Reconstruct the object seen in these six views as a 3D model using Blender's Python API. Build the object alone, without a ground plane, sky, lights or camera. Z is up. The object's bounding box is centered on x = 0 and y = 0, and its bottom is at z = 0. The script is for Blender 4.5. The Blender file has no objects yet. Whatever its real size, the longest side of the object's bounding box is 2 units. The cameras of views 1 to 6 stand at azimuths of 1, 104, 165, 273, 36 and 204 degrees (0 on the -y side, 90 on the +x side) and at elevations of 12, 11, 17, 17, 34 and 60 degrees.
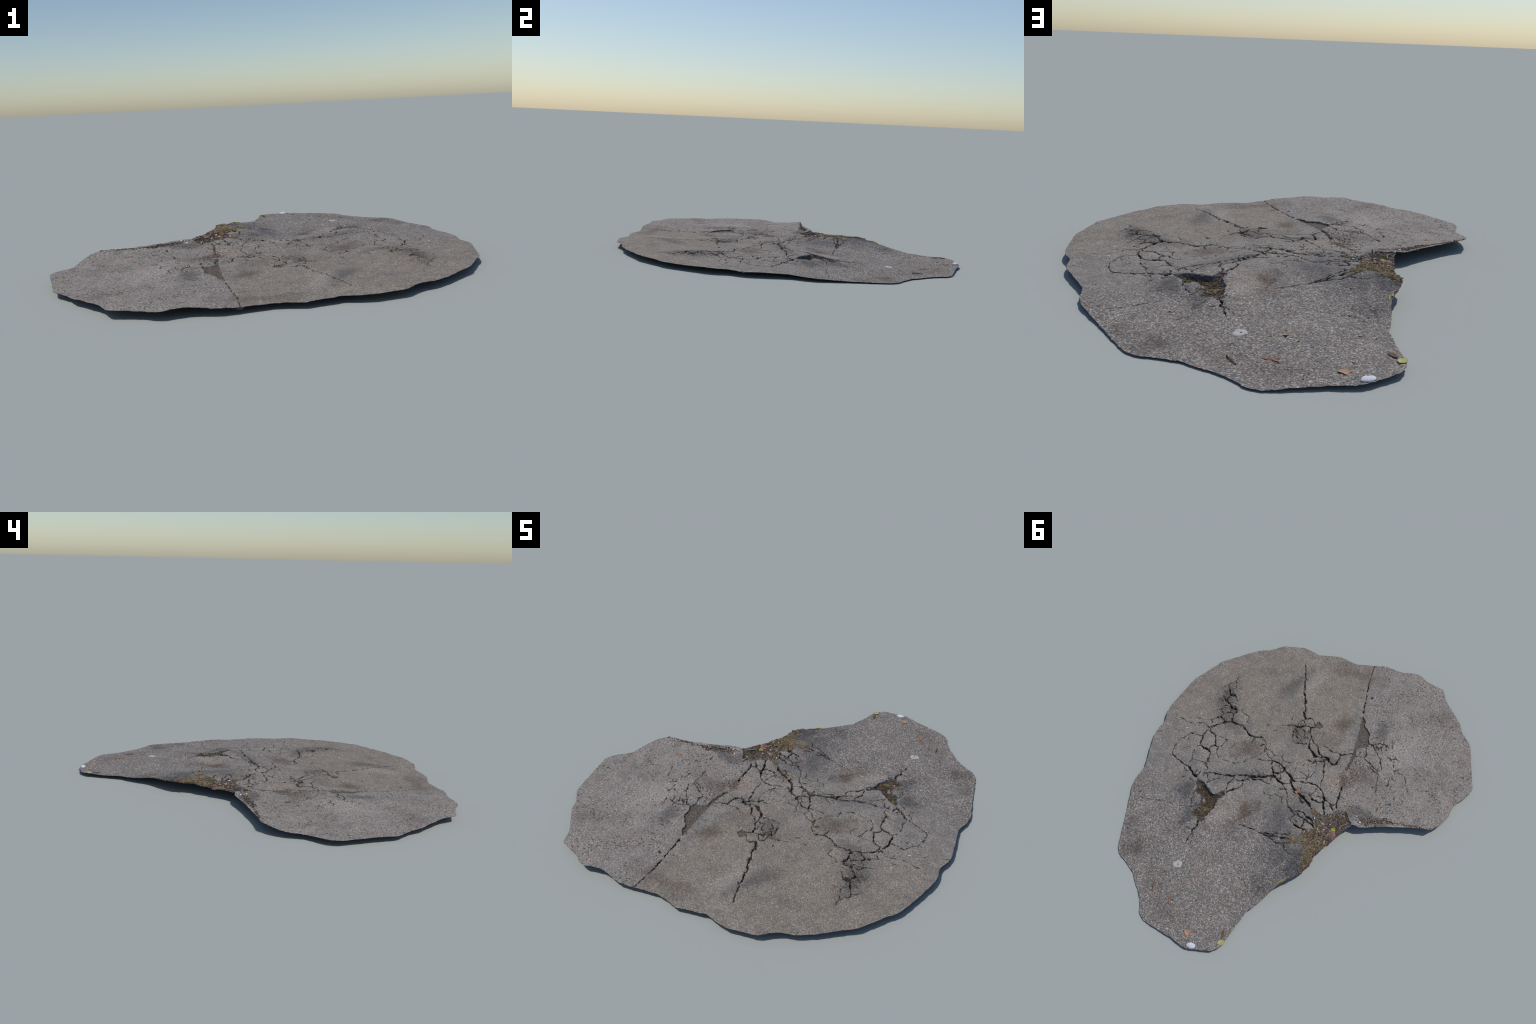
"""A thin slab of old asphalt paving: two panels meeting at a joint, heaved into a
low mound, crazed by cracks, with soil showing in the holes and litter on top.

All plan positions below are in millimetres (x, y); heights likewise.
"""
import math
import bpy
import bmesh
import numpy as np
from mathutils import Vector, noise as mnoise

RNG = np.random.default_rng(20240)
STEP = 0.002                      # spacing of the surface mesh, metres
X0, Y0, NX, NY = -0.90, -1.04, 901, 1041

# --------------------------------------------------------------------------
# 1. Lie of the land: spot heights (x, y, z in mm) joined by a thin-plate spline
# --------------------------------------------------------------------------
SPOT_HEIGHTS = {
    "front_rim": [
        (-341, -1000, 32), (-153, -981, 29), (-410, -978, 28), (-264, -974, 38), (-510, -960, 34),
        (-93, -955, 23), (108, -935, 23), (11, -932, 23), (337, -901, 30), (244, -896, 24), (196,
        -870, 26), (462, -859, 28), (-377, -830, 34), (-528, -819, 34), (511, -795, 35), (280, -779,
        32), (-676, -776, 29)],
    "front_field": [
        (570, -770, 29), (-92, -767, 18), (-160, -738, 21), (-701, -728, 18), (-685, -690, 31),
        (-520, -670, 28), (-771, -661, 25), (240, -660, 37), (-350, -634, 33), (26, -623, 18), (340,
        -605, 31), (205, -600, 34), (735, -596, 32), (500, -588, 27), (605, -535, 23), (-783, -509,
        27), (356, -490, 25)],
    "middle_front": [
        (149, -477, 30), (-100, -463, 12), (-434, -460, 28), (-270, -440, 36), (-363, -425, 41),
        (825, -417, 27), (576, -403, 44), (-860, -400, 27), (70, -385, 32), (310, -350, 20), (-433,
        -341, 34), (-515, -309, 34), (-364, -286, 39), (555, -280, 45), (627, -277, 26), (-808,
        -274, 25), (624, -261, 25)],
    "middle": [
        (495, -236, 43), (-97, -224, 34), (-22, -222, 33), (676, -212, 25), (860, -188, 30), (-680,
        -180, 27), (-398, -180, 23), (-190, -170, 19), (-793, -162, 30), (-260, -150, 18), (390,
        -150, 23), (476, -145, 28), (-480, -130, 26), (220, -120, 29), (-330, -110, 25), (-762,
        -105, 47), (703, -94, 30)],
    "crown": [
        (595, -84, 38), (-610, -83, 37), (842, -83, 24), (380, -80, 23), (101, -75, 44), (667, -72,
        32), (508, -61, 35), (-725, -58, 54), (-550, -30, 44), (581, -27, 36), (135, -22, 46), (525,
        -16, 34), (850, 6, 24), (236, 60, 45), (-366, 81, 56), (698, 83, 30), (321, 92, 49)],
    "rear": [
        (-153, 95, 52), (370, 95, 44), (578, 122, 30), (-334, 127, 53), (504, 163, 38), (425, 177,
        51), (90, 190, 32), (-305, 192, 50), (327, 194, 50), (155, 212, 22), (795, 213, 21), (220,
        235, 25), (-140, 240, 63), (270, 295, 22), (-118, 297, 67), (803, 302, 17), (35, 307, 37)],
    "rear_tip": [
        (510, 318, 11), (-254, 323, 56), (300, 335, 27), (793, 350, 15), (721, 422, 12), (-108, 430,
        53), (-233, 432, 59), (530, 436, 9), (376, 451, 28), (-219, 454, 50), (754, 461, 7), (-170,
        494, 48), (-149, 538, 47), (-6, 592, 18), (600, 600, 4), (357, 641, 15), (279, 683, 18)],
    "far_tip": [
        (677, 684, 3), (237, 688, 21), (-68, 713, 21), (208, 728, 17), (550, 780, 3), (411, 791, 5),
        (317, 804, 9), (-48, 838, 17), (429, 896, -2), (-35, 908, 20), (-29, 909, 19), (142, 928,
        16), (392, 935, 5), (10, 955, 16), (362, 968, 4), (190, 975, 11), (90, 985, 16)],
}

# The broken rim, walked round from the tip (x, y)
RIM = [
    (-37, 902), (-26, 933), (1, 959), (39, 975), (72, 985), (114, 998), (144, 995), (200, 983),
    (273, 975), (333, 969), (368, 963), (390, 950), (407, 933), (425, 900), (445, 870), (476, 837),
    (513, 802), (542, 771), (571, 755), (611, 734), (639, 722), (661, 708), (680, 683), (696, 643),
    (718, 577), (743, 499), (767, 432), (774, 410), (795, 346), (800, 294), (796, 259), (793, 216),
    (800, 185), (822, 110), (845, 25), (849, -15), (839, -79), (857, -151), (857, -193), (846,
    -286), (825, -414), (797, -469), (768, -532), (735, -598), (688, -647), (652, -689), (611,
    -732), (568, -769), (514, -798), (486, -825), (460, -856), (420, -873), (373, -889), (336,
    -901), (287, -898), (238, -892), (191, -909), (116, -935), (89, -933), (47, -927), (8, -928),
    (-39, -942), (-90, -960), (-153, -980), (-199, -977), (-263, -975), (-334, -1001), (-370, -998),
    (-416, -975), (-516, -957), (-554, -895), (-618, -832), (-676, -777), (-708, -726), (-772,
    -663), (-809, -559), (-853, -439), (-865, -396), (-857, -358), (-839, -323), (-806, -268),
    (-796, -174), (-774, -116), (-746, -77), (-731, -64), (-649, -38), (-553, 4), (-505, 25), (-406,
    78), (-363, 83), (-336, 128), (-317, 172), (-291, 223), (-280, 263), (-261, 297), (-254, 328),
    (-253, 382), (-235, 429), (-207, 464), (-200, 477), (-171, 512), (-149, 542), (-129, 588),
    (-109, 638), (-87, 683), (-69, 715), (-60, 764), (-49, 830)]

# Sunken places where the asphalt is gone
HOLLOWS = {
    "hole": [(497, 172), (475, 177), (449, 180), (430, 192), (416, 206), (393, 215), (374, 223),
        (362, 216), (342, 197), (332, 186), (321, 179), (313, 188), (316, 206), (320, 223), (334,
        237), (336, 261), (332, 281), (340, 306), (339, 321), (349, 348), (348, 367), (362, 386),
        (380, 391), (396, 378), (421, 366), (429, 351), (426, 327), (413, 306), (416, 283), (420,
        263), (445, 251), (468, 244), (475, 218), (490, 195), (499, 179)],
    "recess": [(-157, -599), (-184, -571), (-196, -538), (-224, -514), (-242, -490), (-249, -459),
        (-263, -426), (-252, -400), (-211, -368), (-222, -326), (-217, -286), (-216, -258), (-214,
        -227), (-199, -220), (-199, -278), (-200, -320), (-194, -350), (-185, -418), (-176, -472),
        (-166, -529), (-157, -576)],
    "lightline": [(-155, -586), (-165, -533), (-176, -472), (-184, -421), (-196, -351)],
    "soil": [(-141, 92), (-169, 95), (-184, 91), (-202, 85), (-226, 73), (-247, 55), (-257, 36),
        (-274, 35), (-301, 18), (-321, 33), (-340, 66), (-355, 82), (-390, 92), (-382, 144), (-357,
        218), (-309, 303), (-293, 371), (-260, 416), (-237, 456), (-218, 444), (-215, 414), (-208,
        373), (-198, 339), (-202, 297), (-163, 292), (-162, 271), (-148, 252), (-145, 231), (-163,
        214), (-188, 193), (-182, 166), (-171, 148), (-152, 124)],
    "pit1": [(162, -363), (147, -373), (137, -371), (119, -375), (116, -361), (134, -357), (155,
        -342)],
    "pit2": [(62, -422), (55, -450), (33, -442), (18, -422), (27, -406), (51, -404)],
    "pit3": [(591, -395), (573, -411), (555, -407), (556, -390), (579, -384)],
    "pit4": [(545, -324), (517, -333), (500, -318), (503, -293), (530, -288)],
    "pit5": [(-154, -744), (-165, -743), (-168, -732), (-158, -730), (-150, -735)],
    "pit6": [(-357, -430), (-364, -432), (-367, -424), (-360, -422)],
}

# Cracks: (name, width at start, width at end, course)
CRACKS = []


def crack(name, w0, w1, course):
    CRACKS.append((name, w0, w1, course))


crack("T_left", 9, 6, [(494, -233), (520, -218), (554, -189), (574, -165), (577, -141), (573,
      -127)])
crack("cell_right", 6, 6, [(573, -127), (550, -120), (536, -117), (528, -97), (511, -72), (504,
      -55)])
crack("cell_foot", 6, 6, [(504, -55), (518, -46), (525, -17)])
crack("cell_left", 6, 9, [(585, -156), (590, -131), (597, -106), (594, -83), (590, -51), (580, -25),
      (553, -18), (519, -12)])
crack("arc", 5, 3, [(594, -83), (613, -76), (641, -73), (661, -74), (670, -66), (686, -31), (700,
      -10), (706, 26), (703, 60), (694, 91)])
crack("hole_nw", 3, 10, [(694, 91), (651, 107), (609, 120), (576, 125), (550, 140), (527, 155),
      (501, 162)])
crack("cell2", 4, 3, [(579, -24), (590, -8), (597, 20), (596, 34), (588, 59), (579, 76), (583, 98),
      (577, 124)])
crack("cell3", 8, 3, [(520, -12), (507, -4), (502, 23), (497, 50), (493, 78), (475, 96), (465,
      120)])
crack("cell4", 4, 2.5, [(503, -54), (486, -52), (483, -34), (473, -9), (452, 7), (429, 10), (402,
      7), (357, 3), (318, -24)])
crack("long_a", 2.5, 8, [(507, 151), (468, 125), (435, 111), (399, 103), (374, 97), (354, 89)])
crack("long_b", 8, 11, [(374, 97), (354, 89), (324, 80), (301, 61), (267, 48), (234, 41), (196, 26),
      (169, 10), (133, -15)])
crack("stub1", 4, 2.5, [(504, 156), (500, 134), (503, 114)])
crack("stub2", 4, 2.5, [(432, 179), (423, 162), (399, 137), (367, 110), (349, 97)])
crack("branch", 5, 9, [(321, 86), (313, 96), (291, 97), (271, 89), (253, 71), (240, 53)])
crack("branch2", 6, 5, [(313, 96), (322, 114), (331, 139), (325, 160), (322, 175)])
crack("slotcrack", 8, 4, [(315, 182), (294, 159), (269, 136), (259, 113), (261, 91)])
crack("rib", 6, 3, [(233, 56), (201, 46), (181, 37), (155, 41), (131, 42)])
crack("T_right", 9, 4, [(494, -233), (467, -233), (434, -236), (412, -230), (385, -215), (374,
      -204), (354, -203), (327, -205), (299, -220), (278, -223)])
crack("T_up", 9, 10, [(494, -233), (498, -254), (507, -280), (500, -306), (512, -323), (538, -315),
      (550, -329), (562, -340), (588, -349), (598, -356)])
crack("star1", 5, 2.5, [(502, -309), (478, -326), (456, -314), (421, -307), (416, -265)])
crack("star2", 3, 2, [(480, -329), (469, -347), (440, -365)])
crack("lobe1", 7, 5, [(507, -280), (531, -283), (556, -262), (567, -246), (558, -235), (541, -227),
      (531, -213)])
crack("lobe2", 4, 3, [(564, -240), (576, -232), (586, -213), (601, -203), (607, -197), (585, -179),
      (575, -168)])
crack("up1", 6, 4, [(588, -349), (609, -364), (622, -371)])
crack("up2", 8, 4, [(588, -349), (584, -374), (577, -393), (556, -403), (536, -384), (530, -371)])
crack("up3", 7, 3, [(577, -393), (593, -411), (608, -430), (622, -449), (627, -464), (616, -483),
      (607, -496), (600, -522), (603, -542)])
crack("up4", 3, 2.5, [(597, -497), (583, -472), (576, -449), (602, -428)])
crack("up5", 3, 2, [(599, -346), (617, -342), (634, -336)])
crack("up6", 3, 2, [(602, -419), (621, -407), (646, -405)])
crack("up7", 3, 2, [(627, -451), (641, -440), (652, -423)])
crack("lobe3", 5, 4, [(544, -308), (571, -317), (580, -309), (588, -292), (575, -273), (559, -261)])
crack("up8", 3, 2, [(558, -342), (536, -351), (512, -348), (492, -354)])
crack("westarm", 4, 2.5, [(592, -145), (624, -162), (639, -160), (664, -145), (694, -135), (725,
      -132), (745, -138), (764, -141), (790, -141), (813, -151)])
crack("westarm2", 3, 2, [(631, -175), (650, -180), (694, -182)])
crack("westarm3", 2.5, 2, [(646, -148), (651, -134), (652, -111)])
crack("edgecrack", 3, 2, [(852, 2), (820, -16), (811, -35), (759, -59), (720, -60)])
crack("hw1", 3, 3, [(596, 142), (573, 151), (552, 144)])
crack("hw2", 3.5, 2.5, [(572, 152), (568, 178), (571, 189), (590, 213), (599, 236)])
crack("hw3", 3, 2.5, [(569, 188), (534, 188), (504, 196)])
crack("hw4", 4, 3, [(470, 237), (472, 260), (464, 290), (456, 316)])
crack("south", 9, 4, [(376, 389), (368, 418), (377, 441), (377, 460), (374, 474), (375, 499), (374,
      529)])
crack("south2", 3, 2, [(377, 441), (404, 446), (429, 440), (460, 428)])
crack("south3", 3, 2, [(378, 450), (363, 478), (353, 498), (346, 544), (347, 574)])
crack("eastline", 4, 2.5, [(788, 354), (760, 364), (736, 363)])
crack("eastline2", 2.5, 2.5, [(721, 388), (702, 389), (655, 373), (591, 356), (531, 352), (489,
      338), (430, 322)])
crack("diag", 2.5, 6, [(211, 332), (189, 318), (163, 310), (146, 315), (118, 312), (88, 313), (59,
      318), (31, 316), (4, 319)])
crack("diag2", 6, 6, [(13, 320), (-8, 315), (-31, 303), (-51, 308), (-86, 298), (-101, 295)])
crack("diag3", 5, 5, [(35, 309), (8, 305), (-15, 305), (-29, 285), (-52, 286), (-76, 277), (-95,
      268)])
crack("diag4", 4, 4, [(-2, 319), (-46, 340), (-86, 327), (-113, 313)])
crack("diag5", 4, 3, [(-88, 332), (-104, 362), (-138, 368), (-183, 356)])
crack("main", 9, 4, [(133, -15), (114, -7), (91, 3), (65, 14), (44, 28), (26, 47), (10, 73)])
crack("main2", 3, 7, [(10, 73), (5, 94), (-8, 115), (-24, 125), (-44, 136), (-60, 139), (-76, 129),
      (-105, 122)])
crack("notch", 6, 5, [(68, 9), (49, 3), (28, -10)])
crack("tri_l", 8, 7, [(133, -16), (148, -42), (165, -64), (177, -89), (179, -99)])
crack("tri_b", 7, 8, [(142, -34), (116, -38), (95, -64)])
crack("long_c", 10, 9, [(234, 41), (215, 35), (186, 20), (152, 1), (133, -15)])
crack("tri_r", 7, 9, [(179, -99), (153, -103), (125, -96), (104, -84), (91, -68), (59, -58), (39,
      -47), (20, -32)])
crack("trunk", 8, 14, [(44, -45), (30, -20), (13, 3), (-4, 16), (-30, 27), (-55, 36), (-77, 46),
      (-92, 53), (-111, 64), (-133, 81)])
crack("trunk2", 5, 5, [(17, 22), (-2, 30), (-24, 34)])
crack("trunk3", 6, 6, [(-40, 43), (-59, 58), (-75, 68), (-89, 54)])
crack("ray_r", 5, 9, [(16, -30), (-13, -43), (-39, -46), (-57, -59), (-81, -61), (-108, -59), (-129,
      -52), (-144, -39), (-160, -18), (-171, 5), (-178, 30), (-192, 58), (-205, 86)])
crack("thin1", 2, 2.5, [(-114, -52), (-105, -18), (-95, 13)])
crack("bite", 5, 8, [(-85, 17), (-96, 15), (-113, 28), (-135, 31), (-157, 27), (-172, 15)])
crack("fan1", 5, 5, [(-171, 5), (-188, 3), (-209, 14), (-243, 46)])
crack("fan2", 5, 4, [(-236, -7), (-231, 7), (-214, 23), (-223, 32)])
crack("strip", 3, 5, [(-128, -55), (-113, -84), (-114, -109), (-106, -148), (-91, -176), (-85,
      -205)])
crack("t1", 2, 2, [(104, -90), (84, -105), (60, -126), (30, -154)])
crack("t2", 2, 2, [(47, -65), (42, -100), (36, -121)])
crack("t3", 2, 2, [(239, 36), (240, 15), (258, -2), (295, -3)])
crack("sag", 6, 3, [(213, 52), (186, 39), (166, 43), (132, 43)])
crack("t4", 2, 2, [(26, 54), (-16, 48), (-32, 44)])
crack("sw1", 6, 6, [(-60, 139), (-81, 140), (-92, 152), (-115, 158), (-133, 153)])
crack("sw2", 8, 9, [(-110, 127), (-125, 136), (-153, 140), (-177, 162)])
crack("sw3", 6, 8, [(-122, 162), (-134, 156), (-158, 164), (-186, 177)])
crack("sw4", 6, 6, [(-122, 162), (-130, 181), (-131, 208)])
crack("sw5", 3, 10, [(-45, 182), (-66, 197), (-88, 207), (-113, 213), (-133, 213), (-152, 217)])
crack("spur_up", 3, 8, [(284, -785), (253, -722), (241, -686), (228, -651), (215, -617)])
crack("spur_up2", 9, 6, [(215, -617), (205, -590), (188, -567), (165, -516), (148, -478), (148,
      -455), (128, -433)])
crack("spur_s1", 2.5, 1.5, [(239, -691), (209, -690), (175, -700)])
crack("spur_s2", 2.5, 1.5, [(236, -684), (207, -670), (177, -661)])
crack("knot1", 7, 5, [(157, -473), (138, -451), (123, -439), (99, -449), (78, -438), (59, -416)])
crack("knot2", 4, 6, [(233, -340), (207, -351), (180, -363), (162, -365), (146, -370)])
crack("knot3", 6, 7, [(121, -378), (102, -391), (77, -393), (52, -408)])
crack("knot4", 6, 7, [(77, -391), (68, -361), (49, -336), (49, -313), (42, -283)])
crack("knot5", 9, 11, [(44, -281), (26, -260), (4, -245), (-22, -228)])
crack("knot6", 9, 9, [(-22, -228), (-50, -235), (-71, -249), (-89, -243)])
crack("knot7", 8, 8, [(-21, -273), (-33, -252), (-51, -246)])
crack("knot8", 11, 5, [(-89, -243), (-100, -231), (-121, -224), (-137, -229), (-145, -254), (-145,
      -276), (-142, -297)])
crack("knot9", 4, 6, [(-77, -301), (-97, -296), (-118, -303), (-147, -299), (-164, -311), (-197,
      -333)])
crack("knot10", 4, 4, [(49, -336), (34, -321), (23, -303), (-4, -298), (-21, -273)])
crack("knot11", 4, 6, [(133, -266), (116, -263), (90, -266), (56, -280)])
crack("knot12", 5, 4, [(148, -347), (132, -312), (115, -294), (90, -286), (75, -274)])
crack("knot13", 4, 4, [(112, -359), (94, -345), (84, -315), (57, -317)])
crack("knot14", 4, 3, [(159, -338), (148, -305), (142, -278)])
crack("knot15", 4, 2, [(176, -361), (193, -376), (197, -413), (197, -443)])
crack("knot16", 4, 4, [(146, -370), (151, -402), (133, -418), (112, -393)])
crack("knot17", 3, 2, [(15, -424), (7, -397), (-28, -388)])
crack("knot18", 6, 4, [(14, -184), (-15, -188), (-36, -195), (-55, -208), (-72, -217)])
crack("knot19", 6, 5, [(-90, -240), (-72, -217), (-84, -212), (-91, -180), (-102, -154)])
crack("knot20", 6, 5, [(-24, -210), (-36, -195), (-25, -178)])
crack("tail", 4, 3, [(365, -205), (331, -206), (301, -222), (271, -206), (253, -188), (256, -175)])
crack("tail2", 3, 3, [(257, -178), (244, -143), (207, -117), (182, -105)])
crack("tail3", 2, 4, [(289, -68), (255, -76), (205, -87), (180, -100)])
crack("tail4", 2.5, 2, [(245, -297), (269, -282), (304, -262)])
crack("joint_top", 4, 6, [(-91, -955), (-98, -890), (-108, -814), (-129, -728), (-142, -671), (-153,
      -613)])
crack("joint_bot", 8, 6, [(-224, -118), (-230, -81), (-234, -35), (-238, -11), (-252, 25), (-268,
      35)])
crack("jl1", 4, 3, [(-267, -428), (-291, -423), (-305, -404), (-324, -383), (-339, -368), (-354,
      -351), (-368, -322), (-381, -298)])
crack("jl2", 3.5, 2.5, [(-269, -433), (-285, -439), (-330, -456), (-328, -478), (-323, -499)])
crack("jl3", 3, 2.5, [(-330, -456), (-332, -427), (-343, -396)])
crack("jl4", 3, 2, [(-333, -454), (-374, -452), (-386, -454)])
crack("jl5", 2.5, 3, [(-369, -506), (-382, -467), (-403, -422), (-422, -385), (-431, -346)])
crack("jl6", 4, 2.5, [(-256, -457), (-271, -476), (-290, -491)])
crack("jl7", 5, 3, [(-224, -327), (-250, -331), (-267, -331), (-269, -356), (-256, -398)])
crack("jl8", 4, 3, [(-271, -329), (-303, -315), (-328, -298), (-350, -287)])
crack("jl9", 3.5, 2.5, [(-299, -320), (-350, -294), (-367, -281), (-387, -231), (-406, -213)])
crack("jl10", 3, 2, [(-366, -284), (-383, -302), (-360, -339), (-341, -380)])
crack("jl11", 3, 2.5, [(-431, -346), (-469, -323), (-508, -314), (-539, -261), (-564, -226)])
crack("cup1", 6, 6, [(-143, -297), (-158, -305), (-176, -320), (-204, -333)])
crack("cup2", 5, 4, [(-140, -238), (-145, -262), (-145, -284), (-138, -295)])
crack("cup3", 3, 3, [(-35, -314), (-59, -308), (-86, -295), (-117, -301), (-142, -299)])

CRACK_WIDTH = 0.92

# Root-heaved ridges (crest line, height, spread) and shallow dips (x, y, depth, spread), mm
RIDGES = [
    ([(290, -800), (214, -626), (150, -477), (110, -370)], 4.0, 42),
    ([(605, -550), (576, -403), (520, -300), (495, -236)], 4.0, 42),
    ([(-330, -650), (-350, -520), (-370, -400)], 4.0, 45),
]
DIPS = [(355, -100, 3, 60), (-85, -480, 3, 60), (160, 215, 3, 70), (-240, -150, 3, 45)]

# Patches of fine crazing: x, y, half-length, half-width (mm), turn (deg)
CRAZE = [(575, -395, 105, 55, 65), (105, -355, 85, 65, 10), (-95, -225, 75, 35, 10), (-110, 20, 100, 50, 30),
         (-110, 150, 65, 60, 0), (535, -240, 70, 50, 0), (-330, -440, 75, 50, 60), (-410, 20, 90, 40, 155),
         (480, 130, 60, 40, 0)]

# Broad fields of hairline cracks: same layout
HAIRLINES = [(300, -40, 430, 230, 10), (-400, -330, 190, 190, 0), (-40, 60, 200, 160, 0)]

# Asphalt tones (linear base colours)
MID_GREY = (0.238, 0.220, 0.199)
WARM_GREY = (0.240, 0.214, 0.183)
LILAC_GREY = (0.266, 0.243, 0.220)
REAR_GREY = (0.232, 0.213, 0.195)
STAIN_SHADING_COLOURS = {
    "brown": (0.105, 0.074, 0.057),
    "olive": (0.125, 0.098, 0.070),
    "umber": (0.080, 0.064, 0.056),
    "slate": (0.080, 0.079, 0.083),  # dark broken asphalt, plus baked shade round hole, cracks and ridge flanks
    "pale_tone": (0.345, 0.315, 0.290),  # pale patches, including sunlight on ridge flanks put into the colour
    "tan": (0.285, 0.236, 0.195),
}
# kind, x, y, half-length, half-width, turn, strength; dirt stains mixed with painted light and shade
STAINS_AND_SHADING = [
    ("slate", -0.09, 0.38, 0.26, 0.11, 112, 0.5),
    ("slate", 0.09, 0.16, 0.10, 0.05, 40, 0.2),
    ("brown", -0.12, -0.83, 0.05, 0.03, 70, 0.4),
    ("tan", -0.06, -0.62, 0.20, 0.06, 75, 0.3),
    ("brown", -0.55, -0.75, 0.14, 0.07, 40, 0.25),
    ("brown", -0.62, -0.35, 0.12, 0.06, 20, 0.2),
    ("pale_tone", -0.60, -0.50, 0.14, 0.08, 60, 0.25),
    ("brown", 0.30, 0.85, 0.14, 0.08, 150, 0.25),
    ("brown", 0.45, 0.75, 0.10, 0.06, 130, 0.25),
    ("slate", -0.33, 0.01, 0.08, 0.06, 30, 0.6),
    ("slate", -0.10, -0.23, 0.08, 0.04, 10, 0.45),
    ("slate", 0.53, -0.26, 0.08, 0.06, 40, 0.5),
    ("slate", 0.30, 0.06, 0.20, 0.05, 30, 0.35),
    ("pale_tone", 0.03, -0.03, 0.10, 0.05, 30, 0.25),
    ("brown", 0.334, -0.112, 0.11, 0.06, 25, 0.7),
    ("tan", 0.25, 0.27, 0.12, 0.07, 60, 0.5),
    ("brown", 0.165, 0.232, 0.075, 0.05, 60, 0.8),
    ("brown", 0.205, 0.350, 0.06, 0.05, 20, 0.5),
    ("olive", -0.075, -0.490, 0.07, 0.05, 60, 0.8),
    ("brown", -0.015, -0.860, 0.16, 0.06, 10, 0.45),
    ("brown", -0.053, -0.344, 0.10, 0.06, 70, 0.3),
    ("tan", -0.165, -0.150, 0.10, 0.05, 110, 0.7),
    ("brown", -0.215, -0.170, 0.08, 0.022, 110, 0.7),
    ("umber", 0.611, 0.648, 0.09, 0.06, 40, 0.6),
    ("umber", 0.685, 0.555, 0.07, 0.04, 110, 0.45),
    ("brown", -0.301, -0.208, 0.09, 0.06, 30, 0.4),
    ("slate", -0.180, 0.410, 0.13, 0.07, 100, 0.85),
    ("slate", -0.078, 0.560, 0.09, 0.05, 120, 0.6),
    ("slate", -0.05, 0.14, 0.16, 0.10, 60, 0.5),
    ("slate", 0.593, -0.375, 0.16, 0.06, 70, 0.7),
    ("slate", 0.105, -0.330, 0.11, 0.09, 40, 0.45),
    ("slate", 0.515, 0.240, 0.08, 0.055, 60, 0.75),
    ("slate", 0.43, 0.37, 0.10, 0.045, 80, 0.7),
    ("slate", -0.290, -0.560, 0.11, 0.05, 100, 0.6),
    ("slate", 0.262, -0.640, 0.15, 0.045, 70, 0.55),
    ("slate", 0.457, -0.221, 0.09, 0.05, 20, 0.5),
    ("slate", -0.45, 0.005, 0.15, 0.04, 155, 0.65),
    ("pale_tone", -0.45, -0.48, 0.15, 0.085, 70, 0.6),
    ("pale_tone", 0.185, -0.70, 0.15, 0.045, 70, 0.4),
    ("tan", 0.653, -0.224, 0.10, 0.05, 60, 0.5),
    ("pale_tone", 0.196, -0.204, 0.08, 0.05, 70, 0.3),
    ("pale_tone", 0.308, 0.334, 0.05, 0.03, 60, 0.5),
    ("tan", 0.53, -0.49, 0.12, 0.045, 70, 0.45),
]

# --------------------------------------------------------------------------
# 2. Number helpers
# --------------------------------------------------------------------------


def thin_plate(points, stiff):
    p = np.array(points, float)
    c, z = p[:, :2], p[:, 2]
    r2 = ((c[:, None] - c[None]) ** 2).sum(2)
    k = 0.5 * r2 * np.log(r2 + 1e-24) + stiff * np.eye(len(c))
    q = np.c_[np.ones(len(c)), c]
    w = np.linalg.solve(np.block([[k, q], [q.T, np.zeros((3, 3))]]), np.r_[z, 0, 0, 0])

    def height(x, y):
        shape = np.shape(x)
        x, y = np.ravel(x), np.ravel(y)
        out = np.empty(len(x))
        for a in range(0, len(x), 40000):
            xs, ys = x[a:a + 40000], y[a:a + 40000]
            d = (xs[:, None] - c[:, 0]) ** 2 + (ys[:, None] - c[:, 1]) ** 2
            out[a:a + 40000] = (0.5 * d * np.log(d + 1e-24)) @ w[:-3] + w[-3] + w[-2] * xs + w[-1] * ys
        return out.reshape(shape)

    return height


def lattice(cell, seed):
    """Smooth random field over the whole grid, features about `cell` metres wide, range -1..1."""
    rng = np.random.default_rng(seed)
    gx, gy = np.arange(NX) * STEP / cell, np.arange(NY) * STEP / cell
    table = rng.uniform(-1, 1, (int(gx[-1]) + 3, int(gy[-1]) + 3))
    ix, iy = gx.astype(int), gy.astype(int)
    fx, fy = gx - ix, gy - iy
    fx, fy = (fx * fx * (3 - 2 * fx))[:, None], (fy * fy * (3 - 2 * fy))[None]
    a, b = table[np.ix_(ix, iy)], table[np.ix_(ix + 1, iy)]
    c, d = table[np.ix_(ix, iy + 1)], table[np.ix_(ix + 1, iy + 1)]
    return (a * (1 - fx) + b * fx) * (1 - fy) + (c * (1 - fx) + d * fx) * fy


def inside(poly, x, y):
    n = np.zeros(np.shape(x), bool)
    p = np.asarray(poly)
    for (xa, ya), (xb, yb) in zip(p, np.roll(p, -1, 0)):
        if ya == yb:
            continue
        n ^= ((ya > y) != (yb > y)) & (x < (xb - xa) * (y - ya) / (yb - ya) + xa)
    return n


def smooth(t):
    t = np.clip(t, 0, 1)
    return t * t * (3 - 2 * t)


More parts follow.
